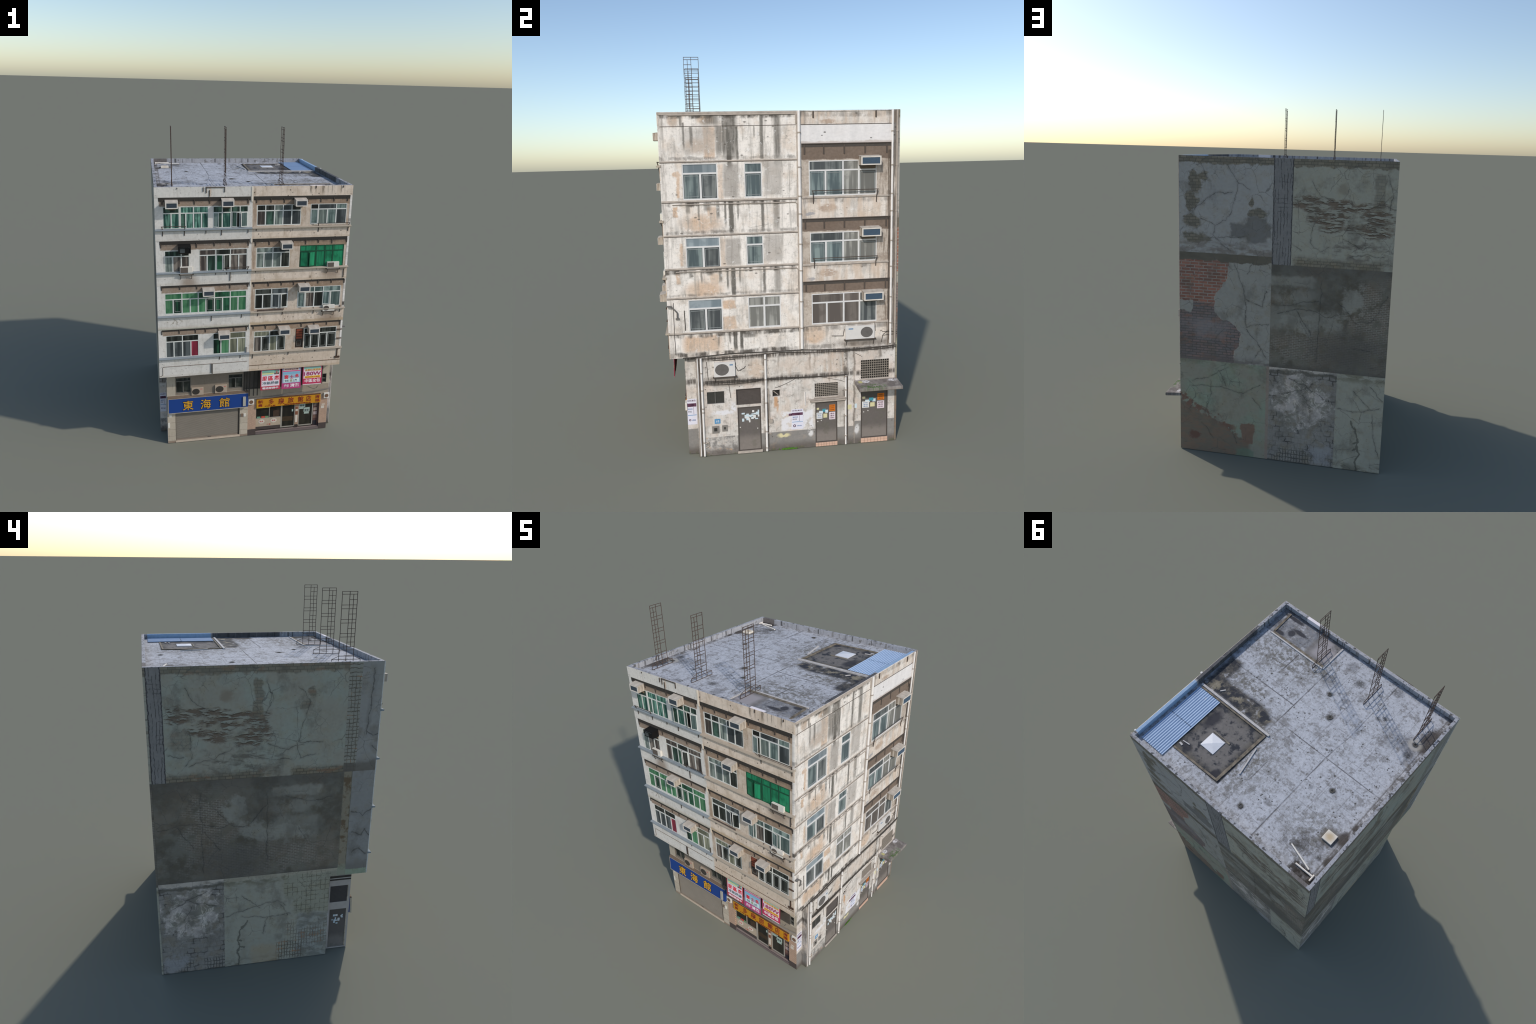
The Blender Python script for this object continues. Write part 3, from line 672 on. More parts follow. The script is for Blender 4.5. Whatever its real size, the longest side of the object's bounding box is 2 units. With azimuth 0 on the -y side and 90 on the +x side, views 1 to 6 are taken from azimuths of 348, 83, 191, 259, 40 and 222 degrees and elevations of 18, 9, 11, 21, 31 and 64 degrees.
def back_low_pale():
    k = Kit(0); s = lambda a: a
    return split(k, s, [[(-.451, .467), (-.50, .41), (-.548, .365)], [(-.37, .36), (-.46, .345), (-.60, .375)], [(-.56, .34), (-.58, .18), (-.61, .09)], [(-.54, .50), (-.61, .42)]], pale_plaster(k, s, 0))

# ---- side wall panels ---------------------------------------------------------
def side_top_gouged():
    k = Kit(1)
    g = k.tone(mix(sm(k.n1, .4, .62), bk(93, 102, 101), bk(90, 104, 105)))
    c, s = gouged(k, g, [(.46, 1.487, .035, .010), (.39, 1.478, .06, .011), (.30, 1.465, .075, .013), (.455, 1.450, .05, .010), (.44, 1.435, .05, .009), (.12, 1.458, .075, .010), (.22, 1.445, .075, .014), (.09, 1.422, .05, .013), (.30, 1.418, .055, .010), (.21, 1.405, .05, .013), (.36, 1.383, .05, .012), (.29, 1.365, .07, .010), (.07, 1.375, .05, .012), (.11, 1.345, .08, .014), (.09, 1.316, .07, .012), (.27, 1.337, .05, .012)])
    m = vmax(k.rect(.048, .09, 1.43, 1.625, .006) * 0.75, k.rect(.40, .49, 1.29, 1.38, .012) * 0.5, k.spot(-.195, 1.545, .022, .028, .3) * 0.8, k.spot(-.17, 1.49, .03, .02, .5) * 0.7, sm(k.vb, 1.642, 1.655) * 0.85, sm(k.vb, 1.150, 1.185, 1, 0) * sm(k.n1, .34, .48))
    c = mix(m, c, mix(sm(k.n3, .54, .64) * 0.6, k.old(), bk(84, 70, 58)))
    c = mix(k.spot(.215, 1.545, .03, .03, .6) * 0.5, c, bk(76, 72, 64))
    c = mix(k.spot(.12, 1.225, .17, .06, .6) * sm(k.n3, .45, .6) * 0.8, c, bk(58, 61, 60))
    c, h = k.fissures(c, [[(.41, 1.585), (.36, 1.51), (.28, 1.475)], [(-.13, 1.577), (-.186, 1.504), (-.162, 1.439), (-.15, 1.38), (-.134, 1.306), (-.25, 1.299)], [(.03, 1.61), (0.0, 1.53), (.03, 1.45)], [(.02, 1.30), (-.067, 1.268), (-.16, 1.295)], [(-.067, 1.268), (-.05, 1.24)], [(.40, 1.38), (.385, 1.25), (.42, 1.215)], [(.50, 1.27), (.43, 1.255)], [(-.13, 1.30), (-.14, 1.22), (-.22, 1.24)], [(.40, 1.21), (.30, 1.235), (.20, 1.29)], [(.12, 1.25), (.0, 1.215), (-.1, 1.22)]])
    return c, h - s
def side_ladder():
    k = Kit(1)
    rungs = band(m_('FRACT', k.vf * 52.0), 0.0, .20, .06) * sm(noise(comb(k.u * .6, k.v * 2.0, 2.0), 16, 3), .34, .46)
    posts = band(m_('FRACT', (k.uf + .006) * 52.0), 0.0, .16, .05) * sm(k.n1, .40, .5)
    rust = mix(sm(k.n3, .56, .64), bk(52, 52, 48), bk(94, 71, 48))
    c = mix(vmax(rungs, posts) * 0.8, tint(bk(88, 98, 99), 0.70 + k.n3 * 0.5), rust)
    c = mix(sm(k.vb, 1.185, 1.172), c, tint(bk(62, 66, 66), 0.7 + k.n3 * 0.6))
    return c, k.n2 - rungs - posts
def side_front_plaster():
    k = Kit(1)
    c = k.tone(bk(88, 98, 104))
    c = mix(sm(k.vb, 1.165, 1.21, 1, 0) * 0.85, c, tint(bk(62, 66, 66), 0.7 + k.n3 * 0.6))
    return k.fissures(c, [[(-.50, 1.66), (-.495, 1.50), (-.48, 1.32)], [(-.55, 1.33), (-.515, 1.32), (-.48, 1.345)], [(-.52, 1.26), (-.55, 1.23)]], .006)
side_mid_sooty = sooty_brick(1, -0.235, [[(.569, .876), (.46, .90), (.358, .897), (.27, .865), (.196, .885)], [(.475, .891), (.399, .76)], [(.291, .98), (.196, .87), (.12, .87)], [(.355, 1.07), (.35, .62)], [(.02, 1.05), (.015, .65)], [(.10, .88), (.02, .99)], [(-.08, 1.02), (-.20, .98), (-.32, 1.0)], [(.34, .86), (.26, .74)]])
def side_post():
    k = Kit(1)
    c = k.tone(mix(sm(k.n4, .50, .60), bk(84, 88, 82), bk(66, 63, 55)))
    c = mix(vmax(band(k.uf, -.382, -.377, .0012) * 0.6, band(k.uf, -.426, -.421, .0015)) * 0.8, c, bk(62, 68, 66))
    c = mix(sm(k.vb, .60, .56) * 0.6, c, bk(90, 108, 102))
    return c, k.n2
def side_mid_plaster():
    k = Kit(1)
    c = mix(sm(k.vb, .64, .57) * 0.7, k.tone(bk(84, 94, 101)), bk(66, 72, 74))
    c = mix(sm(k.vf, .557, .551), c, k.tone(bk(86, 107, 100)))
    return k.fissures(c, [[(-.43, .90), (-.50, .88), (-.55, .92)], [(-.44, .78), (-.50, .76), (-.52, .80), (-.55, .75)], [(-.45, .66), (-.49, .68), (-.53, .64)]], .006)
side_low_rubble = rubble(1, 0.2355)
def side_low_pale():
    k = Kit(1); s = lambda a: -.325 - a
    c = pale_plaster(k, s, 0)
    cellu, cellv = k.u * 0.6 + k.uf * 0.4, k.v * 0.6 + k.vf * 0.4
    net = vmax(band(m_('FRACT', cellu * 38.0), 0.0, .13, .05), band(m_('FRACT', cellv * 34.0), 0.0, .12, .05)) * sm(k.n4, .42, .54)
    meshy = mix(net * 0.8, k.tone(bk(92, 102, 98)), bk(50, 54, 50))
    c = mix(k.rect(-.50, -.085, .30, .60, .006) * inv(k.rect(-.14, -.05, .28, .40, .01)), c, meshy)
    c = mix(sm(k.ub, -.150, -.175) * sm(k.vb, .31, .28), c, k.tone(mix(sm(k.n3, .44, .58), bk(94, 106, 110), bk(78, 88, 90))))
    grid = vmax(band(m_('FRACT', k.uf * 62.0), 0.0, .26, .07), band(m_('FRACT', k.vf * 42.0), 0.0, .20, .07) * 0.8)
    cage = vmax(k.rect(-.205, -.045, .005, .125, .012), k.rect(-.33, -.09, .09, .26, .02) * sm(k.n1, .46, .54) * 0.7)
    c = mix(grid * cage * 0.9, c, mix(sm(k.n3, .52, .6), bk(50, 50, 46), bk(94, 67, 42)))
    c = mix(k.rect(-.05, .10, -.05, .12, .02) * 0.4, c, bk(106, 101, 84))
    c = mix(sm(k.vb, .545, .552) * 0.6, c, bk(104, 110, 106))
    return split(k, s, [[(.151, .455), (.10, .41), (.054, .37)], [(.24, .33), (.10, .37), (-.05, .405), (-.09, .37)], [(-.06, .38), (-.11, .30)], [(.01, .30), (.03, .20)], [(.15, .32), (0.0, .30), (-.12, .31)]], c)

def draw_roof():
    p, x, y, z = coords()
    u, v = x, y
    q = comb(u, v, 0.0)
    ub, vb = wander(u, v, 0.022, 14)
    uf, vf = wander(u, v, 0.006, 30)
    n1, n2, n3 = noise(q, 6, 5, 0.6), noise(q, 45, 5, 0.65), noise(comb(u, v, 6.0), 22, 5, 0.65)
    n5 = noise(q, 110, 5, 0.7)
    c = tint(rf(176, 184, 202), 0.38 + n1 * 0.30 + n2 * 0.50 + n5 * 0.42)
    c = mix(sm(noise(comb(u, v, 6.0), 42, 6, 0.72), 0.50, 0.64) * 0.5, c, rf(122, 124, 130))
    c = mix(sm(noise(comb(u, v, 31.0), 60, 6, 0.75), 0.52, 0.66) * 0.7, c, rf(96, 96, 98))
    c = mix(sm(noise(comb(u, v, 35.0), 13, 6, 0.78), 0.52, 0.60) * 0.55, c, tint(rf(96, 95, 95), 0.6 + n5 * 0.8))
    tiles = vmax(band(m_('FRACT', (u + 0.05) * 9.5), 0.0, 0.035, 0.012), band(m_('FRACT', (v + 0.02) * 9.5), 0.0, 0.035, 0.012))
    c = mix(tiles * sm(n3, 0.40, 0.56) * 0.45, c, rf(104, 106, 112))
    # green-grey lichen film near the roof light and beside the curb
    film = vmax(blob(ub, vb, 0.06, 0.30, 0.16, 0.22, .8), blob(ub, vb, 0.30, -0.26, 0.22, 0.09, .7), blob(ub, vb, 0.32, -0.02, 0.16, 0.05, .6), blob(ub, vb, -0.46, 0.40, 0.14, 0.16, .8) * 0.8, blob(ub, vb, 0.12, -0.33, 0.12, 0.05, .6))
    c = mix(film * sm(noise(comb(u, v, 9.0), 36, 6, 0.75), 0.42, 0.58) * 0.85, c, tint(rf(98, 98, 96), 0.6 + n5 * 0.8))
    # bare bitumen around the roof light, along the right parapet and in the front bay
    tar = vmax(box(ub, vb, 0.07, 0.50, 0.028, 0.135, 0.014) * sm(ub + vb * 1.5, 0.16, 0.20), box(ub, vb, 0.415, 0.50, -0.10, 0.14, 0.016), box(u, v, 0.035, 0.345, 0.145, 0.49, 0.003), box(u, v, 0.09, 0.50, -0.55, -0.355, 0.003) * 0.6)
    tarc = mix(sm(n3, 0.40, 0.60), rf(52, 56, 66), rf(96, 95, 94))
    c = mix(tar * inv(sm(n3, 0.56, 0.64) * 0.7 * sm(v, 0.14, 0.13)), c, tint(tarc, 0.5 + n2 * 0.5 + n5 * 0.4))
    slab = vmax(box(uf, vf, 0.075, 0.315, 0.175, 0.455, 0.02) * sm(n3, 0.36, 0.50), box(uf, vf, 0.10, 0.24, -0.53, -0.365, 0.008) * 0.9)
    c = mix(slab * 0.85, c, tint(rf(112, 112, 116), 0.7 + n2 * 0.6))
    c = mix(box(uf, vf, 0.10, 0.21, -0.53, -0.38, 0.02) * sm(n1, 0.4, 0.5) * 0.8, c, rf(158, 158, 170))
    rub = vmax(blob(ub, vb, 0.30, 0.085, 0.05, 0.018, .5), blob(ub, vb, 0.43, 0.09, 0.03, 0.03, .5), blob(ub, vb, 0.12, 0.075, 0.04, 0.02, .5)) * sm(n3, 0.45, 0.52)
    c = mix(rub * 0.8, c, rf(134, 130, 118))
    puddle = vmax(blob(uf, vf, 0.33, -0.445, 0.045, 0.012, .3), blob(uf, vf, 0.365, -0.415, 0.02, 0.022, .3), blob(uf, vf, 0.42, -0.38, 0.03, 0.014, .3), blob(uf, vf, 0.41, -0.50, 0.06, 0.012, .3), blob(ub, vb, 0.285, 0.445, 0.03, 0.02, .4), blob(ub, vb, 0.30, 0.25, 0.03, 0.06, .4), blob(ub, vb, 0.08, 0.46, 0.02, 0.03, .4))
    c = mix(puddle * 0.9, c, rf(50, 52, 62))
    # left edge: dirty gutter, drains and debris
    gut = vmax(blob(ub, vb, -0.575, -0.35, 0.04, 0.085, .3), blob(ub, vb, -0.53, -0.275, 0.05, 0.05, .5) * 0.5, box(ub, vb, -0.60, -0.50, 0.535, 0.59, 0.008) * 0.9, blob(ub, vb, -0.575, 0.31, 0.022, 0.035, .4), blob(ub, vb, -0.587, 0.43, 0.012, 0.03, .4), blob(ub, vb, -0.587, 0.235, 0.012, 0.018, .4))
    c = mix(gut * sm(n3, 0.30, 0.42) * 0.9, c, rf(62, 58, 58))
    edge = vmax(sm(absv(u + 0.578), 0.001, 0.004, 1, 0) * 0.6, sm(v, -0.50, -0.535) * sm(n3, 0.42, 0.58) * 0.5)
    c = mix(edge, c, rf(92, 90, 92))
    ring = vmax(blob(uf, vf, -0.525, 0.345, 0.048, 0.048, .25))
    c = mix(ring * 0.75, c, rf(84, 82, 80))
    halo = inv(blob(u, v, -0.535, -0.296, 0.015, 0.015, .2)) * blob(u, v, -0.535, -0.296, 0.035, 0.032, .3)
    c = mix(halo * 0.7, c, rf(168, 168, 168))
    junk = vmax(box(ub, vb, -0.60, -0.47, 0.515, 0.59, 0.010), blob(ub, vb, -0.42, 0.47, 0.05, 0.03, .5) * 0.7, blob(ub, vb, -0.47, 0.43, 0.07, 0.05, .7) * 0.5) * sm(n3, 0.42, 0.52)
    c = mix(junk * 0.9, c, rf(50, 47, 46))
    # soaked stains
    spots = vmax(*[blob(uf, vf, a, b, r, r * 0.9, .5) * k for a, b, r, k in ((-.115, -.402, .026, .8), (-.296, -.485, .028, .6), (-.039, -.248, .017, 1), (-.127, -.142, .019, 1), (-.338, -.318, .014, .9), (-.315, -.295, .014, .7), (-.536, -.296, .015, 1), (-.540, -.224, .019, .8), (-.389, .159, .016, 1), (-.121, .498, .017, 1), (-.02, -.46, .03, .5), (0.02, -.31, .04, .5), (-.43, -.25, .06, .35), (-.46, .47, .02, .7), (-.55, .45, .014, .8), (-.18, -.33, .02, .4), (-.25, .0, .012, .5), (-.30, .21, .012, .5), (-.06, .06, .012, .5), (-.2, .4, .02, .4))])
    c = mix(spots * sm(n5, 0.34, 0.50) * 0.95, c, rf(58, 58, 58))
    peb = sm(voronoi(q, 26), 0.10, 0.20, 1, 0) * sm(noise(q, 5, 3), 0.50, 0.60)
    c = mix(peb * 0.85, c, rf(70, 70, 70))
    peb2 = sm(voronoi(comb(uf, vf, 5.0), 48), 0.12, 0.24, 1, 0) * sm(noise(q, 9, 4), 0.48, 0.58)
    c = mix(peb2 * 0.9, c, rf(66, 66, 66))
    rimdirt = vmax(sm(u, -0.560, -0.598), sm(v, 0.545, 0.588) * 0.6, sm(v, -0.505, -0.540), sm(u, 0.475, 0.507) * 0.5)
    c = mix(rimdirt * sm(noise(comb(u, v, 39.0), 26, 6, 0.72), 0.42, 0.54) * 0.85, c, rf(68, 66, 66))
    # joints of the screed panels
    lines = [[(.40, .045), (-.60, .045)], [(-.255, .60), (-.255, .05), (-.272, -.125), (-.272, -.53)], [(.055, .05), (.055, -.34)], [(.45, -.075), (.055, -.077)], [(-.06, .25), (-.06, .38), (-.04, .39)]]
    j = cracks(u + (n3 - 0.5) * 0.003, v + (n2 - 0.5) * 0.003, lines, 0.0042)
    c = mix(j * (0.2 + sm(n1, 0.38, 0.58) * 0.6), c, rf(82, 82, 88))
    j2 = cracks(u, v, [[(.245, -.205), (.243, -.33)], [(-.354, .35), (-.354, .05)], [(-.405, .05), (-.405, -.53)], [(-.15, .05), (-.15, -.53)]], 0.0045)
    c = mix(j2 * 0.30, c, rf(112, 112, 122))
    c = mix(cracks(uf, vf, [[(.245, -.215), (.243, -.33)]], 0.005) * 0.8, c, rf(78, 78, 84))
    return c, n2 + n3 - j * 0.6

def draw_parapet():
    p, x, y, z = coords()
    n = noise(comb(x * 10.0, y * 10.0, z * 0.3), 4.0, 4, 0.6)
    n2 = noise(p, 60, 4)
    c = tint(rf(160, 166, 182), 0.50 + n * 0.4 + n2 * 0.5)
    c = mix(sm(n, 0.55, 0.62) * 0.85, c, rf(56, 57, 60))
    c = mix(sm(n, 0.44, 0.36) * 0.6, c, rf(108, 106, 104))
    c = mix(sm(noise(p, 34, 5, 0.7), 0.54, 0.66) * 0.7, c, rf(88, 86, 84))
    east = sm(x, 0.46, 0.47)
    c = mix(east * band(y, -0.3, 0.15, 0.01) * sm(n, 0.34, 0.42) * 0.85, c, rf(62, 63, 68))
    c = mix(east * band(y, 0.158, 0.558, 0.002) * 0.95, c, tint(rf(142, 174, 216), 0.75 + n2 * 0.4))
    c = mix(sm(y, 0.56, 0.57) * band(x, -0.595, -0.50, 0.004) * 0.8, c, rf(92, 88, 88))
    c = mix(sm(y, -0.52, -0.53) * band(x, 0.268, 0.355, 0.002), c, rf(224, 224, 240))
    return c, n2

MAT = {}
MAT['front'] = material('painted_front_wall', draw_front_wall, bump=0.25)
MAT['spandrel'] = material('painted_spandrel', draw_spandrel, bump=0.2)
MAT['right'] = material('rain_streaked_white_wall', draw_right_wall, bump=0.25)
MAT['bay'] = material('balcony_wall', draw_balcony_wall, bump=0.25)
MAT['low'] = material('ground_floor_wall', draw_low_wall, bump=0.25)
MAT['roof'] = material('roof_screed', draw_roof, rough=0.9, bump=0.3)
MAT['parapet'] = material('parapet_concrete', draw_parapet, bump=0.2)
MAT['soffit'] = plain('soffit_painted_shade', fr(54, 51, 48), 0.2)  # near-black colour carries the shade below each spandrel
MAT['iron'] = plain('dark_iron', fr(70, 62, 56), 0.2, 90)
MAT['iron_sun'] = plain('dark_iron_right', rt(88, 78, 70), 0.2, 90)
MAT['rust'] = plain('rusty_bar', fr(76, 62, 56), 0.3, 120)
MAT['sill_blue'] = plain('blue_grey_sill', fr(122, 134, 144), 0.16)  # both sill colours lowered to offset sun on their top faces
MAT['sill_beige'] = plain('beige_sill', fr(160, 150, 136), 0.16)
MAT['ledge'] = plain('stained_ledge', rt(186, 174, 160), 0.45, 45)
MAT['frame'] = plain('window_frame', fr(192, 198, 197), 0.12)
MAT['frame_sun'] = plain('window_frame_right', rt(222, 222, 220), 0.08)
MAT['grille'] = plain('grey_window_bars', fr(124, 132, 130), 0.1)
MAT['grille_sun'] = plain('pale_window_bars', rt(158, 166, 166), 0.1)
MAT['frame_grey'] = plain('grey_window_frame', fr(92, 92, 88), 0.12)
MAT['frame_green'] = plain('green_window_frame', fr(28, 74, 54), 0.15)
MAT['pipe'] = plain('white_downpipe', rt(238, 234, 228), 0.14, 35)
MAT['pipe_old'] = plain('stained_pipe', rt(176, 164, 150), 0.3, 40)
MAT['cable'] = plain('black_cable', fr(64, 60, 56), 0.2)
MAT['steel'] = plain('grey_steel', fr(150, 150, 150), 0.1, rough=0.5)
MAT['white'] = plain('white_enamel', fr(204, 202, 196), 0.08, rough=0.5)
MAT['white_sun'] = plain('white_enamel_right', rt(220, 217, 212), 0.08, rough=0.5)
MAT['dark_hole'] = plain('dark_interior', fr(40, 40, 38), 0.2)
MAT['fan'] = plain('fan_grille', fr(92, 84, 78), 0.2)
MAT['fan_sun'] = plain('fan_grille_right', rt(110, 106, 102), 0.15)

def draw_ac_case(c1, c2):
    def draw():
        p, x, y, z = coords()
        n = noise(comb((x + y) * 1.0, z * 0.05, 0.0), 90, 3, 0.6)
        n2 = noise(p, 40, 4)
        return tint(mix(sm(n, 0.42, 0.58), c1, c2), 0.85 + n2 * 0.3), n
    return draw
MAT['ac_case'] = material('ac_beige_case', draw_ac_case(rt(158, 142, 124), rt(216, 204, 186)), bump=0.3)
MAT['ac_top'] = plain('ac_sun_bleached_top', rf(176, 174, 174), 0.45, 38)
MAT['ac_face'] = plain('ac_face_rim', fr(196, 193, 188), 0.1)
MAT['ac_grille'] = plain('ac_blue_grille', fr(52, 64, 76), 0.12)
MAT['ac_grille_sun'] = plain('ac_blue_grille_right', rt(66, 90, 112), 0.12)
MAT['ac_black'] = plain('ac_black_case', fr(12, 12, 12), 0.2)

# ---- glass and curtains
def pane_material(name, light, dark, fold=70.0, lo=0.42, hi=0.62, top=0.0, conv=fr):
    def draw():
        p, x, y, z = coords()
        oi = node('ShaderNodeObjectInfo'); r = S(oi.outputs['Random'])
        n = noise(comb(x + y + r * 9.0, z * 0.06, r * 5.0), fold, 3, 0.5)
        n2 = noise(comb(x + y, z, r * 20.0), 22, 3, 0.5)
        c = mix(sm(n, lo, hi), conv(*dark), conv(*light))
        c = mix(sm(n2, 0.50, 0.66) * 0.55, c, conv(*dark))
        return tint(c, (0.66 if conv is fr else 0.84) + r * 0.40)
    return material(name, draw, rough=0.35, spec=0.35)
PANES = {
    'teal': pane_material('teal_curtain', (108, 168, 150), (36, 76, 70), 85),
    'tealgrey': pane_material('pale_teal_glass', (132, 156, 152), (72, 96, 96), 60),
    'tealdark': pane_material('dark_teal_glass', (72, 112, 98), (28, 50, 44), 50),
    'green': pane_material('green_curtain', (80, 142, 100), (38, 98, 66), 50, 0.3, 0.6),
    'greendark': pane_material('dark_green_glass', (46, 100, 74), (18, 44, 36), 40),
    'net': pane_material('emerald_netting', (36, 138, 98), (16, 88, 62), 120, 0.2, 0.6),
    'grey': pane_material('grey_curtain', (138, 154, 148), (82, 96, 94), 60),
    'olive': pane_material('olive_curtain', (146, 150, 128), (104, 110, 92), 70),
    'dgrey': pane_material('slate_glass', (84, 94, 98), (50, 58, 62), 40),
    'dark': pane_material('dark_glass', (64, 70, 66), (26, 30, 28), 40),
    'drape': pane_material('beige_drape', (132, 124, 116), (64, 58, 56), 60),
    'red': pane_material('crimson_curtain', (150, 52, 74), (112, 36, 54), 40),
    'rt_slate': pane_material('slate_blue_glass', (146, 160, 166), (116, 132, 140), 30, conv=rt),
    'rt_teal': pane_material('teal_grey_glass', (134, 152, 150), (80, 96, 100), 45, conv=rt),
    'rt_dark': pane_material('dark_grey_glass', (112, 118, 116), (72, 78, 80), 45, conv=rt),
    'rt_grey': pane_material('misty_glass', (164, 164, 156), (116, 116, 110), 50, conv=rt),
    'rt_brown': pane_material('brown_blind', (126, 118, 110), (98, 90, 84), 30, conv=rt),
    'shop': pane_material('shop_glass', (58, 54, 46), (34, 33, 30), 20),
}

# ================================================================== WALLS
core = Mesh()
core.box(ROOF, XL + 0.012, XR - 0.014, YF + 0.0145, YB - 0.008, Z_OVER + 0.004 - Z_ROOF, -0.006, 0)
core.build('inner_core', MAT['dark_hole'], building)
low_core = Mesh()
low_core.box(ROOF, XL + 0.008, XR - 0.014, LOW_YL + 0.008, YB - 0.008, 0.002 - Z_ROOF, Z_OVER + 0.003 - Z_ROOF)
low_core.build('inner_core', MAT['dark_hole'], building)

# window layouts: (u0, u1, v0, v1, transom, top mullions, bottom mullions, top panes, bottom panes, grilles)
FRONT_WINDOWS = [
    (-.573, -.482, 1.449, 1.577, 1.539, [], [-.527], ['tealdark'], ['teal', 'teal'], ''),
    (-.477, -.319, 1.449, 1.577, 1.539, [-.403], [-.446, -.403, -.358], ['teal', 'teal'], ['tealdark', 'teal', 'teal', 'teal'], ''),
    (-.294, -.092, 1.449, 1.576, 1.539, [-.241, -.191, -.139], [-.241, -.191, -.139], ['tealdark'] * 4, ['tealdark', 'teal', 'dark', 'dark'], ''),
    (-.041, .219, 1.457, 1.579, 1.544, [.009, .062, .112, .164], [.009, .062, .112, .164], ['dark', 'dark', 'grey', 'dgrey', 'dark'], ['drape', 'tealdark', 'grey', 'dgrey', 'dgrey'], ''),
    (.276, .497, 1.457, 1.580, 1.548, [.324, .433], [.324, .379, .433], ['dark', 'dgrey', 'tealgrey'], ['dark', 'grey', 'tealgrey', 'dgrey'], ''),
    (-.569, -.429, 1.192, 1.323, 1.288, [-.475], [-.523, -.475], ['tealdark', 'dark'], ['grey', 'drape', 'drape'], ''),
    (-.374, -.093, 1.191, 1.324, 1.289, [-.277, -.192], [-.327, -.277, -.235, -.192, -.143], ['drape', 'dark', 'drape'], ['drape', 'tealdark', 'greendark', 'dark', 'drape', 'drape'], ''),
    (-.039, .163, 1.199, 1.325, 1.292, [.060], [.007, .060, .110], ['grey', 'dgrey'], ['grey', 'grey', 'grey', 'dark'], ''),
    (.224, .498, 1.193, 1.330, 1.294, [.326, .381, .430], [.277, .326, .381, .430], ['net'] * 4, ['net'] * 5, ''),
    (-.574, -.092, .934, 1.064, 1.025, [-.475, -.380, -.284, -.190], [-.526, -.475, -.427, -.380, -.335, -.284, -.236, -.190, -.143], ['green', 'green', 'greendark', 'greendark', 'green'], ['green', 'greendark', 'green', 'green', 'green', 'greendark', 'greendark', 'greendark', 'green', 'green'], '0100011000'),
    (-.041, .163, .938, 1.067, 1.030, [.061], [.007, .061, .114], ['dark', 'dgrey'], ['dark', 'dark', 'dgrey', 'dark'], ''),
    (.222, .497, .932, 1.067, 1.031, [.274, .329, .386], [.274, .329, .386, .434], ['tealgrey', 'tealgrey', 'tealgrey', 'tealgrey'], ['tealgrey', 'drape', 'dark', 'tealgrey', 'tealgrey'], ''),
    (-.574, -.379, .650, .796, .755, [-.476], [-.527, -.476, -.426], ['dark', 'dark'], ['dgrey', 'dgrey', 'dgrey', 'red'], ''),
    (-.293, -.090, .653, .795, .754, [-.192], [-.244, -.192, -.142], ['dark', 'olive'], ['greendark', 'green', 'olive', 'olive'], ''),
    (-.041, .159, .650, .789, .753, [.058], [.007, .058, .105], ['olive', 'dark'], ['drape', 'dark', 'olive', 'dark'], '0101'),
    (.278, .489, .650, .792, .754, [.323, .378], [.323, .378, .429], ['dark', 'dark', 'dark'], ['dark', 'dark', 'dark', 'dark'], '1111'),
]
RIGHT_WINDOWS = []
for dz, last in ((0.0, False), (-0.3445, False), (-0.6445, True)):
    RIGHT_WINDOWS.append((-.449, -.286, 1.287 + dz + (0.014 if dz else 0) - (0.006 if last else 0), 1.455 + dz, 1.409 + dz, [], [-.366], ['rt_slate'], ['rt_teal', 'rt_dark'] if not last else ['rt_dark', 'rt_dark'], '11'))
RIGHT_WINDOWS += [(-.161, -.077, 1.290, 1.453, 1.407, [], [], ['rt_teal'], ['rt_teal'], '1'),
                  (-.161, -.079, .967, 1.109, 1.066, [], [], ['rt_teal'], ['rt_teal'], '1'),
                  (-.161, -.001, .653, .810, .763, [-.082], [-.082], ['rt_grey', 'rt_grey'], ['rt_grey', 'rt_grey'], '')]
BAY_WINDOWS = [(.147, .480, 1.287, 1.455, 1.409, [.314, .392], [.228, .314, .392], ['rt_dark', 'rt_grey', 'rt_grey'], ['rt_teal', 'rt_teal', 'rt_grey', 'rt_grey'], '1101'),
               (.149, .483, .962, 1.112, 1.068, [.314, .392], [.228, .314, .392], ['rt_dark', 'rt_grey', 'rt_grey'], ['rt_teal', 'rt_teal', 'rt_grey', 'rt_grey'], '1101'),
               (.154, .485, .652, .807, .761, [.316, .397], [.230, .316, .397], ['rt_brown', 'rt_brown', 'rt_dark'], ['rt_brown', 'rt_brown', 'rt_brown', 'rt_dark'], '')]
OLD_DOOR = (.223, .274, .659, .792)

front_wall = Mesh()
front_wall.box(FRONT, XL, XL + 0.0112, Z_OVER + 0.002, Z_TOP - 0.002, -0.005, -0.0010)
front_wall.plate(FRONT, XL + 0.0112, XR - 0.0125, Z_OVER + 0.002, Z_TOP - 0.002, -0.016, -0.0010, [w[:4] for w in FRONT_WINDOWS] + [OLD_DOOR])
front_wall.build('front_wall', MAT['front'], building)

BAYS = [(.112, .566, 1.284, 1.533), (.112, .566, .957, 1.178), (.112, .566, .650, .869)]
right_wall = Mesh()
right_wall.plate(RIGHT, YF, YB - 0.0105, Z_OVER, Z_TOP - 0.001, -0.0125, 0.0, [w[:4] for w in RIGHT_WINDOWS] + BAYS)
right_wall.build('right_wall', MAT['right'], building)
bay_wall = Mesh()
bay_wall.plate(RIGHT, .108, .570, .640, 1.54, -0.0135, -0.0014, [w[:4] for w in BAY_WINDOWS])
bay_wall.build('balcony_wall', MAT['bay'], building)

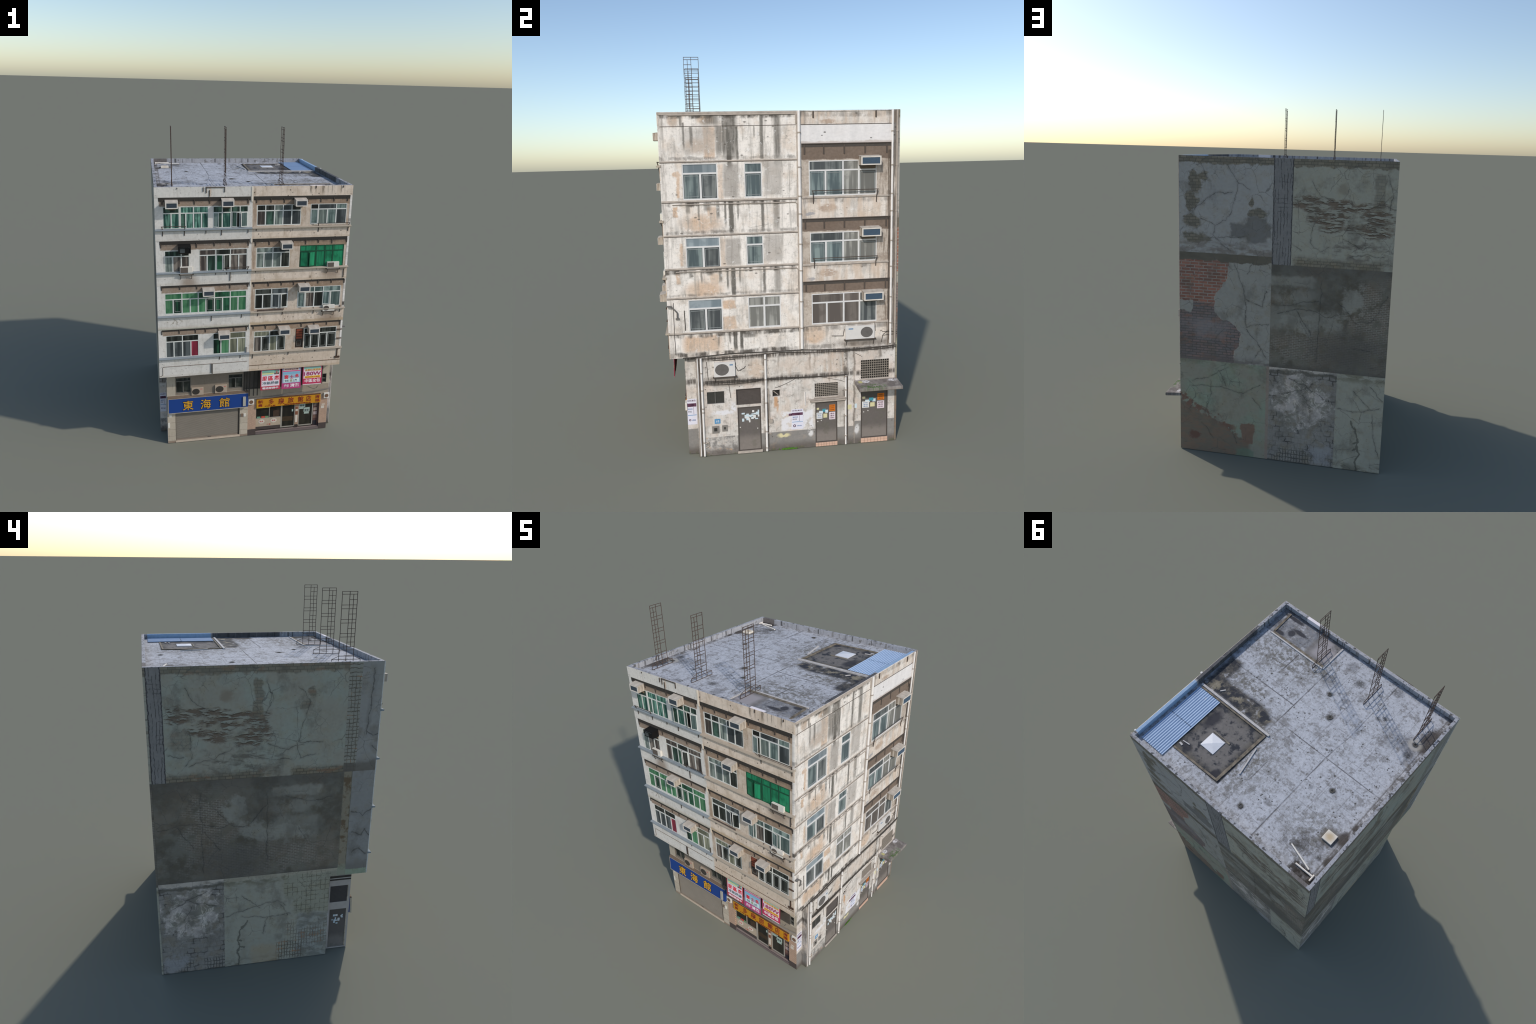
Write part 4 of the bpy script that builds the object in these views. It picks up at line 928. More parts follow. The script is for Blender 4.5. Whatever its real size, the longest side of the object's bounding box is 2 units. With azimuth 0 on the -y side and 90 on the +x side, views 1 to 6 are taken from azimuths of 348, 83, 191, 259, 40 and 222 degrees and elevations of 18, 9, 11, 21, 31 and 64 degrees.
back = Mesh(); back.plate(BACK, XL, XR, 0.0, Z_TOP - 0.001, -0.0104, -0.0096)
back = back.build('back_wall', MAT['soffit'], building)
left = Mesh(); left.plate(LEFT, YF + 0.0052, YB - 0.0105, Z_OVER, Z_TOP - 0.001, -0.0104, -0.0096)
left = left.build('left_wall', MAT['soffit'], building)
def panel(parent, tf, name, draw, *rects):
    m = Mesh()
    for r in rects: m.plate(tf, *r, -0.0098, 0.0)
    return m.build(name, material(name, draw, rough=0.92, bump=0.5), parent)
ZT = Z_TOP - 0.001
panel(back, BACK, 'blue_grey_plaster_panel', back_top_plaster, (.0115, XR, 1.171, ZT))
panel(back, BACK, 'rebar_column', rebar_column(0, -.092, .0115), (-.092, .0115, 1.132, ZT))
panel(back, BACK, 'gouged_plaster_panel', back_top_gouged, (XL, -.092, 1.132, ZT))
panel(back, BACK, 'bared_brick_panel', back_mid_brick, (.0115, XR, .557, 1.171))
panel(back, BACK, 'sooty_brick_panel', back_mid_sooty, (XL, .0115, .557, 1.132))
panel(back, BACK, 'sage_plaster_panel', back_low_sage, (.0105, XR, 0.0, .557))
panel(back, BACK, 'rubble_panel', back_low_rubble, (-.362, .0105, 0.0, .557))
panel(back, BACK, 'pale_plaster_panel', back_low_pale, (XL, -.362, 0.0, .557))
YE, YS_ = YB - 0.0102, YF + 0.0052
panel(left, LEFT, 'rebar_column', rebar_column(1, .5155, YE), (.5155, YE, 1.130, ZT))
panel(left, LEFT, 'gouged_plaster_panel', side_top_gouged, (-.373, .5155, 1.130, ZT))
panel(left, LEFT, 'bared_reinforcement', side_ladder, (-.438, -.373, 1.130, ZT))
panel(left, LEFT, 'blue_grey_plaster_panel', side_front_plaster, (YS_, -.438, 1.130, ZT))
panel(left, LEFT, 'sooty_brick_panel', side_mid_sooty, (-.3785, YE, .570, 1.130))
panel(left, LEFT, 'corner_post', side_post, (-.4245, -.3785, Z_OVER, 1.130))
panel(left, LEFT, 'plaster_panel', side_mid_plaster, (YS_, -.4245, Z_OVER, 1.130))
panel(left, LEFT, 'rubble_panel', side_low_rubble, (.245, YE, 0.0, .570))
panel(left, LEFT, 'pale_plaster_panel', side_low_pale, (LOW_YL + .001, .245, 0.0, .570), (-.3785, LOW_YL + .001, Z_OVER, .570))

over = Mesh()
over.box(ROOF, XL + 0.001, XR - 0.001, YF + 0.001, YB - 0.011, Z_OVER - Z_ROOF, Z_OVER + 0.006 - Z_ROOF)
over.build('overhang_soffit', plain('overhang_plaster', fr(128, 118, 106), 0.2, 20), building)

roof = Mesh()
roof.box(ROOF, XL + 0.004, XR - 0.004, YF + 0.004, YB - 0.004, -0.008, 0.0)
roof.build('roof_deck', MAT['roof'], building)
T = 0.0175
par = Mesh()
par.plate(ROOF, XL + 0.0008, XR - 0.0008, YF + 0.0008, YB - 0.0008, -0.004, Z_TOP - Z_ROOF, [(XL + T, XR - T, YF + T, YB - T)])
par.build('parapet', MAT['parapet'], building)

# ---- spandrels with their sloping soffits; the top one is the parapet fascia
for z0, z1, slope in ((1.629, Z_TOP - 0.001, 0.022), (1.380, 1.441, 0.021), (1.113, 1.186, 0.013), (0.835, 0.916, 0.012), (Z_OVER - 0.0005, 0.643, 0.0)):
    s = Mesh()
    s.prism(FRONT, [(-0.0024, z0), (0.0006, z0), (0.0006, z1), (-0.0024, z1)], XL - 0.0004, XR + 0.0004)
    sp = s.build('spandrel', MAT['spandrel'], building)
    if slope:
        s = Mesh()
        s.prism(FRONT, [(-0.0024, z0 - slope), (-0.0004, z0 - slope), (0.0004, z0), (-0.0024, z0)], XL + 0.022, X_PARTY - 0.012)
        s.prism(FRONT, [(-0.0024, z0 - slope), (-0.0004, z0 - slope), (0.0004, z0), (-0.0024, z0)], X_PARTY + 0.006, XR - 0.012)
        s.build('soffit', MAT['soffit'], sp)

# ---- window sills: blue-grey on the left half, beige on the right
for z0 in (1.440, 1.185, 0.915, 0.642):
    for a, b, k in ((XL - 0.0006, X_PARTY - 0.001, 'sill_blue'), (X_PARTY, XR + 0.0030, 'sill_beige')):
        s = Mesh()
        s.prism(FRONT, [(-0.006, z0), (0.0135, z0 + 0.001), (0.0155, z0 + 0.004), (0.0145, z0 + 0.0085), (-0.006, z0 + 0.0115)], a, b)
        s.build('window_sill', MAT[k], building)

# ---- the drain strip on the party line
s = Mesh()
s.box(FRONT, X_PARTY - 0.008, X_PARTY + 0.003, 1.600, Z_TOP - 0.002, -0.004, 0.003)
for z0 in (1.380, 1.113, 0.835):
    s.box(FRONT, X_PARTY - 0.006, X_PARTY + 0.002, z0 - 0.022, z0 + 0.006, -0.004, 0.0025)
s.build('party_pilaster', plain('party_paint', fr(206, 199, 186), 0.12), building)

# ---- soffit brackets
BRACKETS = {1.613: [-.575, -.482, -.398, -.312, -.094, -.045, .039, .117, .257, .335, .415, .497], 1.364: [-.588, -.388, -.286, -.193, -.088, -.045, .036, .180, .257, .335, .419, .511],
            1.107: [-.590, -.486, -.388, -.193, -.086, -.049, .039, .119, .195, .270, .348, .433, .515], 0.829: [-.596, -.494, -.398, -.338, -.261, -.166, -.088, -.046, .030, .100, .257, .339, .421, .508]}
proto = None
for zt, xs in BRACKETS.items():
    for x in xs:
        if proto is None:
            m = Mesh()
            m.prism(lambda u, v, d: (u, -d, v), [(0, 0), (0.0034, 0), (0.0034, -0.004), (0.002, -0.026), (0, -0.026)], -0.003, 0.003)
            proto = m.build('soffit_bracket', MAT['iron'], building); ob = proto
        else:
            ob = proto.copy(); bpy.context.collection.objects.link(ob)
        ob.location = (x, YF + 0.0011, zt + 0.002); ob.scale = (1, 1, 0.85 + 0.3 * rng.random())

# ================================================================== WINDOWS
def window(tf, w, frame_mat, face, glass, line=0.0042):
    """one window: a frame with transom and mullions, and each pane a child of it"""
    u0, u1, v0, v1, tr, tm, bmul, tp, bp, grille = w
    m = Mesh()
    g = glass + 0.0012
    for a, b, c, d in ((u0, u1, v0, v0 + line * 1.3), (u0, u1, v1 - line, v1), (u0, u0 + line, v0 + line * 1.3, v1 - line), (u1 - line, u1, v0 + line * 1.3, v1 - line), (u0 + line, u1 - line, tr - line * 0.8, tr + line * 0.8)):
        m.box(tf, a, b, c, d, glass - 0.002, face)
    for x in tm: m.box(tf, x - line * 0.75, x + line * 0.75, tr + line * 0.8, v1 - line, glass - 0.002, face - 0.0003)
    for x in bmul: m.box(tf, x - line * 0.95, x + line * 0.95, v0 + line * 1.3, tr - line * 0.8, glass - 0.002, face - 0.0003)
    cells = []
    for i, (a, b) in enumerate(zip([u0] + bmul, bmul + [u1])):
        if i < len(grille) and grille[i] == '1':
            e, q = 0.009, 0.0009
            for r in ((a + e, b - e, v0 + 0.014, v0 + 0.014 + 2 * q), (a + e, b - e, tr - 0.012, tr - 0.012 + 2 * q), (a + e, a + e + 2 * q, v0 + 0.016, tr - 0.012), (b - e - 2 * q, b - e, v0 + 0.016, tr - 0.012)):
                m.box(tf, *r, glass - 0.001, g + 0.0006, 1)
    fr_ob = m.build('window', [frame_mat, MAT['grille' if tf is FRONT else 'grille_sun']], building)
    for xs, kinds, lo, hi in ((tm, tp, tr, v1), (bmul, bp, v0, tr)):
        for (a, b), k in zip(zip([u0] + xs, xs + [u1]), kinds):
            q = Mesh()
            q.box(tf, a + 0.0008, b - 0.0008, lo + 0.0008, hi - 0.0008, glass - 0.003, glass + 0.0002 * rng.random())
            q.build('window_pane', PANES[k], fr_ob)
    return fr_ob

fronts = []
for w in FRONT_WINDOWS:
    green = w[7][0] == 'net'
    fronts.append(window(FRONT, w, MAT['frame_green' if green else 'frame'], -0.0012, -0.0032, 0.0038))
for w in RIGHT_WINDOWS: window(RIGHT, w, MAT['frame_sun'], -0.0010, -0.0040, 0.0050)
for w in BAY_WINDOWS: window(RIGHT, w, MAT['frame_sun'], -0.0012, -0.0034, 0.0046)

# open casements swung outward
def sash(hinge, free, v0, v1, out, parent, mat, pane):
    """hinge and free edge along the wall, swung out by `out`"""
    tf = lambda s, v, d: FRONT(hinge + (free - hinge) * s, v, -0.0018 + out * s + d)
    m = Mesh(); e = 0.10
    for r in ((0, 1, v0, v0 + .004), (0, 1, v1 - .004, v1), (0, e, v0 + .004, v1 - .004), (1 - e, 1, v0 + .004, v1 - .004)): m.box(tf, *r, 0, 0.0022)
    o = m.build('casement', mat, parent)
    q = Mesh(); q.box(tf, e, 1 - e, v0 + .004, v1 - .004, 0.0006, 0.0014); q.build('window_pane', PANES[pane], o)
for hinge, free, v0, v1, i, pane in ((-.291, -.262, 1.455, 1.541, 2, 'tealgrey'), (-.186, -.158, 1.455, 1.543, 2, 'tealdark'), (-.095, -.134, 1.455, 1.541, 2, 'tealgrey'), (.279, .318, 1.463, 1.550, 4, 'tealgrey'), (-.274, -.238, 1.197, 1.292, 6, 'greendark'), (-.195, -.232, 1.197, 1.292, 6, 'dark'),
                                   (.064, .106, .944, 1.032, 10, 'dgrey'), (.160, .118, .944, 1.032, 10, 'dark'), (.225, .266, .938, 1.032, 11, 'tealgrey'), (.383, .424, .950, 1.034, 11, 'tealgrey'), (.228, .274, 1.20, 1.292, 8, 'net'), (.320, .282, 1.20, 1.292, 8, 'net')):
    sash(hinge, free, v0, v1, 0.009, fronts[i], MAT['frame_green' if i == 8 else 'frame'], pane)

# the old timber door beside the last window
m = Mesh()
u0, u1, v0, v1 = OLD_DOOR
m.box(FRONT, u0 + .001, u1 - .001, v0 + .001, v1 - .001, -0.013, -0.0065, 1)
for k in range(4): m.box(FRONT, u0 + .006, u1 - .006, v0 + .062 + k * .017, v0 + .075 + k * .017, -0.0065, -0.004, 0)
for r in ((u0 + .008, u1 - .012, v0 + .014, v0 + .017), (u0 + .008, u1 - .012, v0 + .044, v0 + .047), (u0 + .008, u0 + .011, v0 + .017, v0 + .044), (u1 - .015, u1 - .012, v0 + .017, v0 + .044)): m.box(FRONT, *r, -0.0065, -0.0045, 2)
m.build('louvred_door', [plain('red_slats', fr(132, 70, 52), 0.25), plain('dark_timber', fr(58, 48, 42), 0.2), MAT['frame_grey']], building)

# ================================================================== RIGHT FACADE TRIM
def strip(name, tf, u0, u1, v0, v1, d, mat):
    s = Mesh(); s.prism(tf, [(-0.002, v0), (d * 0.7, v0), (d, v0 + (v1 - v0) * 0.35), (d, v1 - 0.001), (-0.002, v1 + 0.001)], u0, u1)
    return s.build(name, mat, building)
for v0, v1, d in ((1.461, 1.468, .0035), (1.117, 1.125, .0035), (.817, .825, .0035), (1.277, 1.286, .005), (.958, .967, .005), (.641, .650, .005)):
    strip('string_course', RIGHT, YF + 0.001, .092, v0, v1, .0016, MAT['ledge'])
    m = Mesh(); m.box(RIGHT, YF + 0.001, .090, v0 - .0018, v0 + .0006, -.001, .0016); m.build('wall_groove', MAT['iron_sun'], building)
strip('cornice', RIGHT, YF, .088, 1.679, Z_TOP - 0.0015, .002, MAT['ledge'])
m = Mesh(); m.box(RIGHT, YF + 0.001, .088, 1.6745, 1.6785, -.001, .0016); m.build('wall_groove', MAT['ledge'], building)
strip('cornice', RIGHT, .112, .548, 1.6815, Z_TOP - 0.0015, .003, MAT['right'])
m = Mesh(); m.box(RIGHT, .0885, .0945, .53, 1.684, -.001, .0006); m.build('wall_groove', MAT['ledge'], building)
m = Mesh(); m.box(RIGHT, YF + .01, .09, 1.6215, 1.6235, -.001, .0012); m.box(RIGHT, .112, .565, 1.6215, 1.6240, -.001, .0014)
m.build('wall_groove', MAT['iron_sun'], building)
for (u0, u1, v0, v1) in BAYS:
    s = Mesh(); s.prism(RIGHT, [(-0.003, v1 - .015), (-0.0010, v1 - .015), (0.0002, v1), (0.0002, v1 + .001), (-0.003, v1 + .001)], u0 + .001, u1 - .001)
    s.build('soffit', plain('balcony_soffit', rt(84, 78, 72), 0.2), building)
    strip('balcony_sill', RIGHT, u0 - .002, .545, v0 - .007, v0 + .001, .002, MAT['ledge'])
    m = Mesh(); m.box(RIGHT, u0, .543, v0 - .0085, v0 - .0065, -.001, .0014); m.build('wall_groove', MAT['iron_sun'], building)
    for x in (.127, .220, .320, .422, .530):
        m = Mesh(); m.box(RIGHT, x - .0035, x + .0035, v1 - .048, v1 - .002, -.003, .0008); m.build('soffit_bracket', MAT['iron_sun'], building)
    m = Mesh(); m.box(RIGHT, u0, u1 - .004, v1 - .001, v1 + .003, -.001, .003); m.build('drip_moulding', MAT['iron_sun'], building)
for at, k in ((.1015, 'pipe'), (.5565, 'pipe'), (.5800, 'pipe_old')):
    m = Mesh()
    r = .0068 if k == 'pipe' and at < .2 else .0052
    m.tube(RIGHT(at, Z_OVER + .012, r * .6), RIGHT(at, Z_TOP - .001, r * .6), r, 14)
    m.build('downpipe', MAT[k], building, smooth=True)
    c = Mesh()
    for z in (1.587, 1.427, 1.290, 1.206, 1.06, .93, .775, .64): c.tube(RIGHT(at, z - .003, r * .6), RIGHT(at, z + .003, r * .6), r * 1.25, 14)
    c.build('pipe_collar', MAT['pipe_old'], bpy.context.collection.objects[-1] if False else building, smooth=True)
m = Mesh()
m.wire([RIGHT(.086, 1.672, .002), RIGHT(.088, 1.630, .002)], .0035); m.wire([RIGHT(-.50, 1.672, .002), RIGHT(.086, 1.672, .002)], .0025)
for z in (1.262, .944): m.wire([RIGHT(-.50, z + .004, .002), RIGHT(.08, z, .002), RIGHT(.088, z - .008, .002), RIGHT(.088, z - .115, .002)], .0025)
m.build('conduit', MAT['pipe_old'], building, smooth=True)
m = Mesh()
m.wire([RIGHT(-.520, .80, .001), RIGHT(-.522, .65, .001), RIGHT(-.520, .54, .001)], .0013)
m.wire([RIGHT(-.47, .76, .001), RIGHT(-.468, .66, .001)], .002)
m.wire([RIGHT(.54, 1.5, .001), RIGHT(.543, .66, .001)], .0014)
m.build('wall_cable', MAT['cable'], building, smooth=True)

# railings
def railing(tf, u0, u1, v0, v1, d, mat, mid=()):
    m = Mesh()
    m.tube(tf(u0, v1, d), tf(u1, v1, d), .0019)
    for u in (u0 + .009, u1 - .007):
        m.wire([tf(u, v0, .001), tf(u, v0 + .028, .004), tf(u + (-.004 if u < (u0 + u1) / 2 else .004), v1, d)], .0024)
    for q in mid: m.tube(tf(u0 + .009, q, .004), tf(u1 - .007, q, .004), .0016)
    return m.build('drying_rack', mat, building, smooth=True)
railing(RIGHT, .158, .486, 1.252, 1.314, .012, MAT['iron_sun'])
railing(RIGHT, .160, .485, .936, .987, .012, MAT['iron_sun'])
for u in (.170, .474): 
    m = Mesh(); m.box(RIGHT, u - .003, u + .003, 1.653, 1.684, 0, .004); m.build('soffit_bracket', MAT['iron_sun'], building)
railing(FRONT, -.585, -.448, 1.411, 1.468, .016, MAT['iron'], (1.446,))
railing(FRONT, .405 - .085, .520, 1.413, 1.465, .010, MAT['iron'])
railing(FRONT, -.222, -.083, 1.170, 1.216, .014, MAT['iron'], (1.206,))
railing(FRONT, -.030, .138, .893, .937, .014, MAT['rust'], (.929, .921))
railing(FRONT, -.262, -.118, .618, .648, .010, MAT['iron'])
m = Mesh()
for u, a, b in ((-.348, 1.660, 1.684), (-.331, 1.652, 1.684), (-.313, 1.632, 1.668), (-.228, 1.655, 1.684), (-.492, 1.676, 1.682), (.302, 1.672, 1.686), (.467, 1.674, 1.686), (-.334, 1.420, 1.436), (-.245, 1.408, 1.438), (-.092, 1.418, 1.436),
                (-.278, 1.170, 1.184), (-.193, 1.13, 1.184), (-.303, .880, .914), (-.121, .890, .914), (-.088, .655, .690), (-.044, 1.428, 1.44), (-.041, 1.174, 1.184), (.328, .890, .93), (.500, .892, .935), (.180, .618, .646), (.355, .628, .645), (-.046, .61, .645), (-.304, .530, .594), (-.296, .524, .590), (.505, 1.12, 1.175)):
    m.box(FRONT, u - .0017, u + .0017, a, b, 0, .0045)
m.box(FRONT, -.334, -.227, 1.682, 1.6855, 0, .005)
m.build('wall_iron', MAT['iron'], building)
m = Mesh()
for z in (.770, .708): m.box(FRONT, .492, .524, z, z + .004, -.004, .006)
m.box(FRONT, .499, .506, .578, .642, 0, .004); m.box(FRONT, .488, .522, .572, .584, 0, .005); m.box(FRONT, .492, .522, .636, .641, 0, .006)
m.build('corner_cleat', plain('rust_stained_iron', fr(76, 56, 44), 0.35), building)
m = Mesh()
m.wire([FRONT(-.080, .5925, .0015), FRONT(-.592, .5925, .0015), FRONT(-.5965, .587, .0015), FRONT(-.5965, .540, .0015), FRONT(-.604, .532, .0015), FRONT(-.615, .531, .0015)], .0013)
m.build('wall_cable', plain('brown_cable', fr(108, 92, 76), 0.2), building, smooth=True)
strip('drip_moulding', FRONT, X_PARTY + .002, XR, .5575, .5615, .003, plain('moulding_edge', fr(112, 92, 74), 0.2))

# street lamp bracket on the corner
m = Mesh()
m.wire([RIGHT(-.545, .786, .012), RIGHT(-.530, .784, .014), RIGHT(-.512, .765, .012), RIGHT(-.5035, .752, .008), RIGHT(-.5035, .722, .004)], .0032, 8)
m.box(RIGHT, -.512, -.495, .717, .725, 0, .006); m.box(RIGHT, -.550, -.530, .783, .789, .006, .018)
m.build('street_lamp', plain('grey_lamp', rt(120, 116, 110), 0.15), building)

# ================================================================== AIR CONDITIONERS
def make_ac(w, h, dep, sun):
    """box in local (u, v, d) with its outer face at d = dep: case, sloping lid, rimmed grille"""
    loc = (lambda u, v, d: (d, u, v)) if sun else (lambda u, v, d: (u, -d, v))
    case, face, grille = Mesh(), Mesh(), Mesh()
    case.prism(loc, [(-.004, 0), (dep - .001, 0), (dep - .001, h - .004), (-.004, h + .001)], 0, w, 0)
    case.prism(loc, [(-.004, h + .0012), (dep, h - .0038), (dep, h - .0018), (-.004, h + .0035)], -.001, w + .001, 1)
    r0, r1 = .0062, .0062
    case.plate(loc, 0, w, 0, h - .004, dep - .001, dep + .001, [(r0, w - r1, .0055, h - .0085)], 2)
    grille.box(loc, r0 + .0002, w - r1 - .0002, .0057, h - .0087, dep - .0009, dep - .0006)
    n = 6
    for k in range(n):
        z = .0055 + (h - .014) * (k + .5) / n
        grille.prism(loc, [(dep - .0007, z - .0016), (dep + .0003, z - .0004), (dep - .0007, z + .0012)], r0 + .0004, w - r1 - .0004)
    return case, grille
AC_CASE = [MAT['ac_case'], MAT['ac_top'], MAT['ac_face']]
def place_all(spots, w, h, dep, sun):
    first = None
    for i, (pos, ww) in enumerate(spots):
        if first is None:
            c, g = make_ac(w, h, dep, sun)
            ob = c.build('air_conditioner', AC_CASE, building)
            gr = g.build('ac_grille', MAT['ac_grille_sun' if sun else 'ac_grille'], ob)
            first = (ob, gr)
        else:
            ob = first[0].copy(); gr = first[1].copy(); gr.parent = ob
            for o in (ob, gr): bpy.context.collection.objects.link(o)
        ob.location = pos
        ob.scale = (1, ww / w, 1) if sun else (ww / w, 1, 1)
place_all([((x, YF, z), .0685) for x, z in ((-.5595, 1.5745), (-.2485, 1.5800), (.1745, 1.5755), (.1015, 1.3215), (-.3560, 1.0515), (.2200, 1.0510), (-.2625, .7680), (.1085, .7755), (.2970, .7700))], .0685, .0395, .0430, False)
place_all([((XR, .3905, 1.4290), .0985), ((XR, .3960, 1.0885), .0960), ((XR, .4080, .7700), .0980)], .0985, .0440, .0430, True)
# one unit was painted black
c, g = make_ac(.0685, .0410, .0430, False)
blk = c.build('air_conditioner', [MAT['ac_black']] * 3, building); blk.location = (-.4915, YF, 1.3175)
gb = Mesh(); gb.box(lambda u, v, d: (u, -d, v), .007, .035, .006, .027, .0431, .0447); gb.box(lambda u, v, d: (u, -d, v), .004, .062, .0325, .0345, .0431, .0449)
gb.build('ac_grille', MAT['dgrey'] if 'dgrey' in MAT else PANES['dgrey'], blk)
# stained brackets below the window units
m = Mesh()
for x0, x1, z in ((-.545, -.500, 1.557), (-.236, -.195, 1.562), (.190, .225, 1.560), (-.478, -.432, 1.302), (.118, .150, 1.308), (.235, .270, 1.040), (-.25, -.21, .757)):
    m.prism(FRONT, [(-.005, z), (.004, z + .002), (.010, z + .019), (-.005, z + .019)], x0, x1)
m.build('ac_cradle', plain('stained_cradle', fr(96, 84, 66), 0.3), building)
m = Mesh()
for a, b, z in ((.400, .470, 1.413), (.405, .470, 1.073), (.417, .485, .756)):
    m.prism(RIGHT, [(-.006, z), (.004, z), (.012, z + .0155), (-.006, z + .0155)], a, b)
m.build('ac_cradle', plain('stained_cradle_right', rt(118, 104, 88), 0.3), building)

# outdoor condensers: cabinet, round fan guard, badge
def condenser(tf, u0, u1, v0, v1, d0, d1, fan_right, face_mat, fan_mat, badge=None, shelf=True, fan_square=False):
    m = Mesh(); m.box(tf, u0, u1, v0, v1, d0, d1)
    o = m.build('condenser', face_mat, building, bevel=.0008)
    h, w = v1 - v0, u1 - u0
    r = h * .40
    cu = u1 - r * 1.22 - w * .05 if fan_right else u0 + r * 1.22 + w * .03
    cv = (v0 + v1) / 2
    f = Mesh()
    if fan_square: f.box(tf, cu - r * 1.2, cu + r * 1.2, cv - r * 1.08, cv + r * 1.08, d1 - .0004, d1 + .0006)
    else:
        f.disc(tf, cu, cv, r, d1 - .0004, d1 + .0004, squash=1.0) if False else f.disc(lambda u, v, d: tf(cu + (u - cu) * 1.15, v, d), cu, cv, r, d1 - .0004, d1 + .0004)
        for k in range(1, 5): f.ring(lambda u, v, d: tf(cu + (u - cu) * 1.15, v, d), cu, cv, r * k / 4.4, r * k / 4.4 + .0011, d1, d1 + .0011, 24)
        for k in range(6):
            a = k * math.pi / 6
            f.tube(tf(cu - 1.15 * r * math.cos(a), cv - r * math.sin(a), d1 + .0008), tf(cu + 1.15 * r * math.cos(a), cv + r * math.sin(a), d1 + .0008), .0005, 5)
    f.build('fan_guard', fan_mat, o)
    if badge:
        b = Mesh(); a0 = u0 + w * .10 if fan_right else u1 - w * .26
        b.box(tf, a0, a0 + w * .16, v1 - h * .24, v1 - h * .15, d1 - .0003, d1 + .0004); b.build('badge', badge, o)
    if shelf:
        s = Mesh(); s.box(tf, u0 - .006, u1 + .008, v0 - .005, v0 - .0006, .0005, d1 + .002)
        for u in (u0 + .004, u1 - .004): s.tube(tf(u, v0 - .003, d1), tf(u, v0 - .032, .002), .0016, 6)
        s.build('condenser_shelf', MAT['iron'], o)
    return o
blue_b = plain('blue_badge', rt(96, 140, 180), 0.1); red_b = plain('red_badge', fr(186, 100, 92), 0.1)
condenser(FRONT, -.484, -.414, 1.1835, 1.228, 0, .014, False, MAT['white'], MAT['fan'], fan_square=True)
condenser(FRONT, .395, .470, 1.183, 1.224, 0, .013, False, MAT['white'], MAT['fan'], fan_square=True)
condenser(FRONT, .385, .462, .905, .945, 0, .013, False, MAT['white'], MAT['fan'])
condenser(RIGHT, .323, .472, .566, .634, 0, .010, True, MAT['white_sun'], MAT['fan_sun'], blue_b)
condenser(RIGHT, -.340, -.236, .416, .490, 0, .010, False, MAT['white_sun'], MAT['fan_sun'], blue_b)
condenser(SHOP, -.421, -.345, .343, .395, 0, .010, False, plain('dusty_cabinet', fr(164, 148, 132), 0.12), plain('dusty_fan', fr(62, 58, 54), 0.2), red_b, shelf=False)
condenser(SHOP, -.272, -.195, .346, .401, 0, .010, False, MAT_D := bpy.data.materials['dusty_cabinet'], bpy.data.materials['dusty_fan'], red_b, shelf=False)

# ================================================================== LOWER BLOCK, RIGHT SIDE
DOORS = [(-.231, -.113, .012, .246), (.166, .281, .022, .241), (.405, .548, .026, .300)]
LOUVRES = [(-.234, -.113, .262, .341)]
SLIDER = (-.384, -.294, .275, .338)
VENT = (-.052, -.015, .289, .324)
GRATES = [(.164, .285, .270, .342), (.405, .553, .349, .449)]
low_right = Mesh()
low_right.plate(RIGHT, LOW_YR, YB - .0105, 0.0, Z_OVER - .0005, -.0125, 0.0, DOORS + LOUVRES + [SLIDER, VENT] + GRATES)
low_right.box(lambda u, v, d: (u, LOW_YR + .0005 - d, v), SHOP_R - .03, XR - .0005, 0.0, Z_OVER - .0005, -.05, 0.0)
low_right.box(LOW_LEFT, XL + .0005, SHOP_L + .03, 0.0, Z_OVER - .0005, -.012, 0.0)
low_right.build('ground_floor_wall', MAT['low'], building)

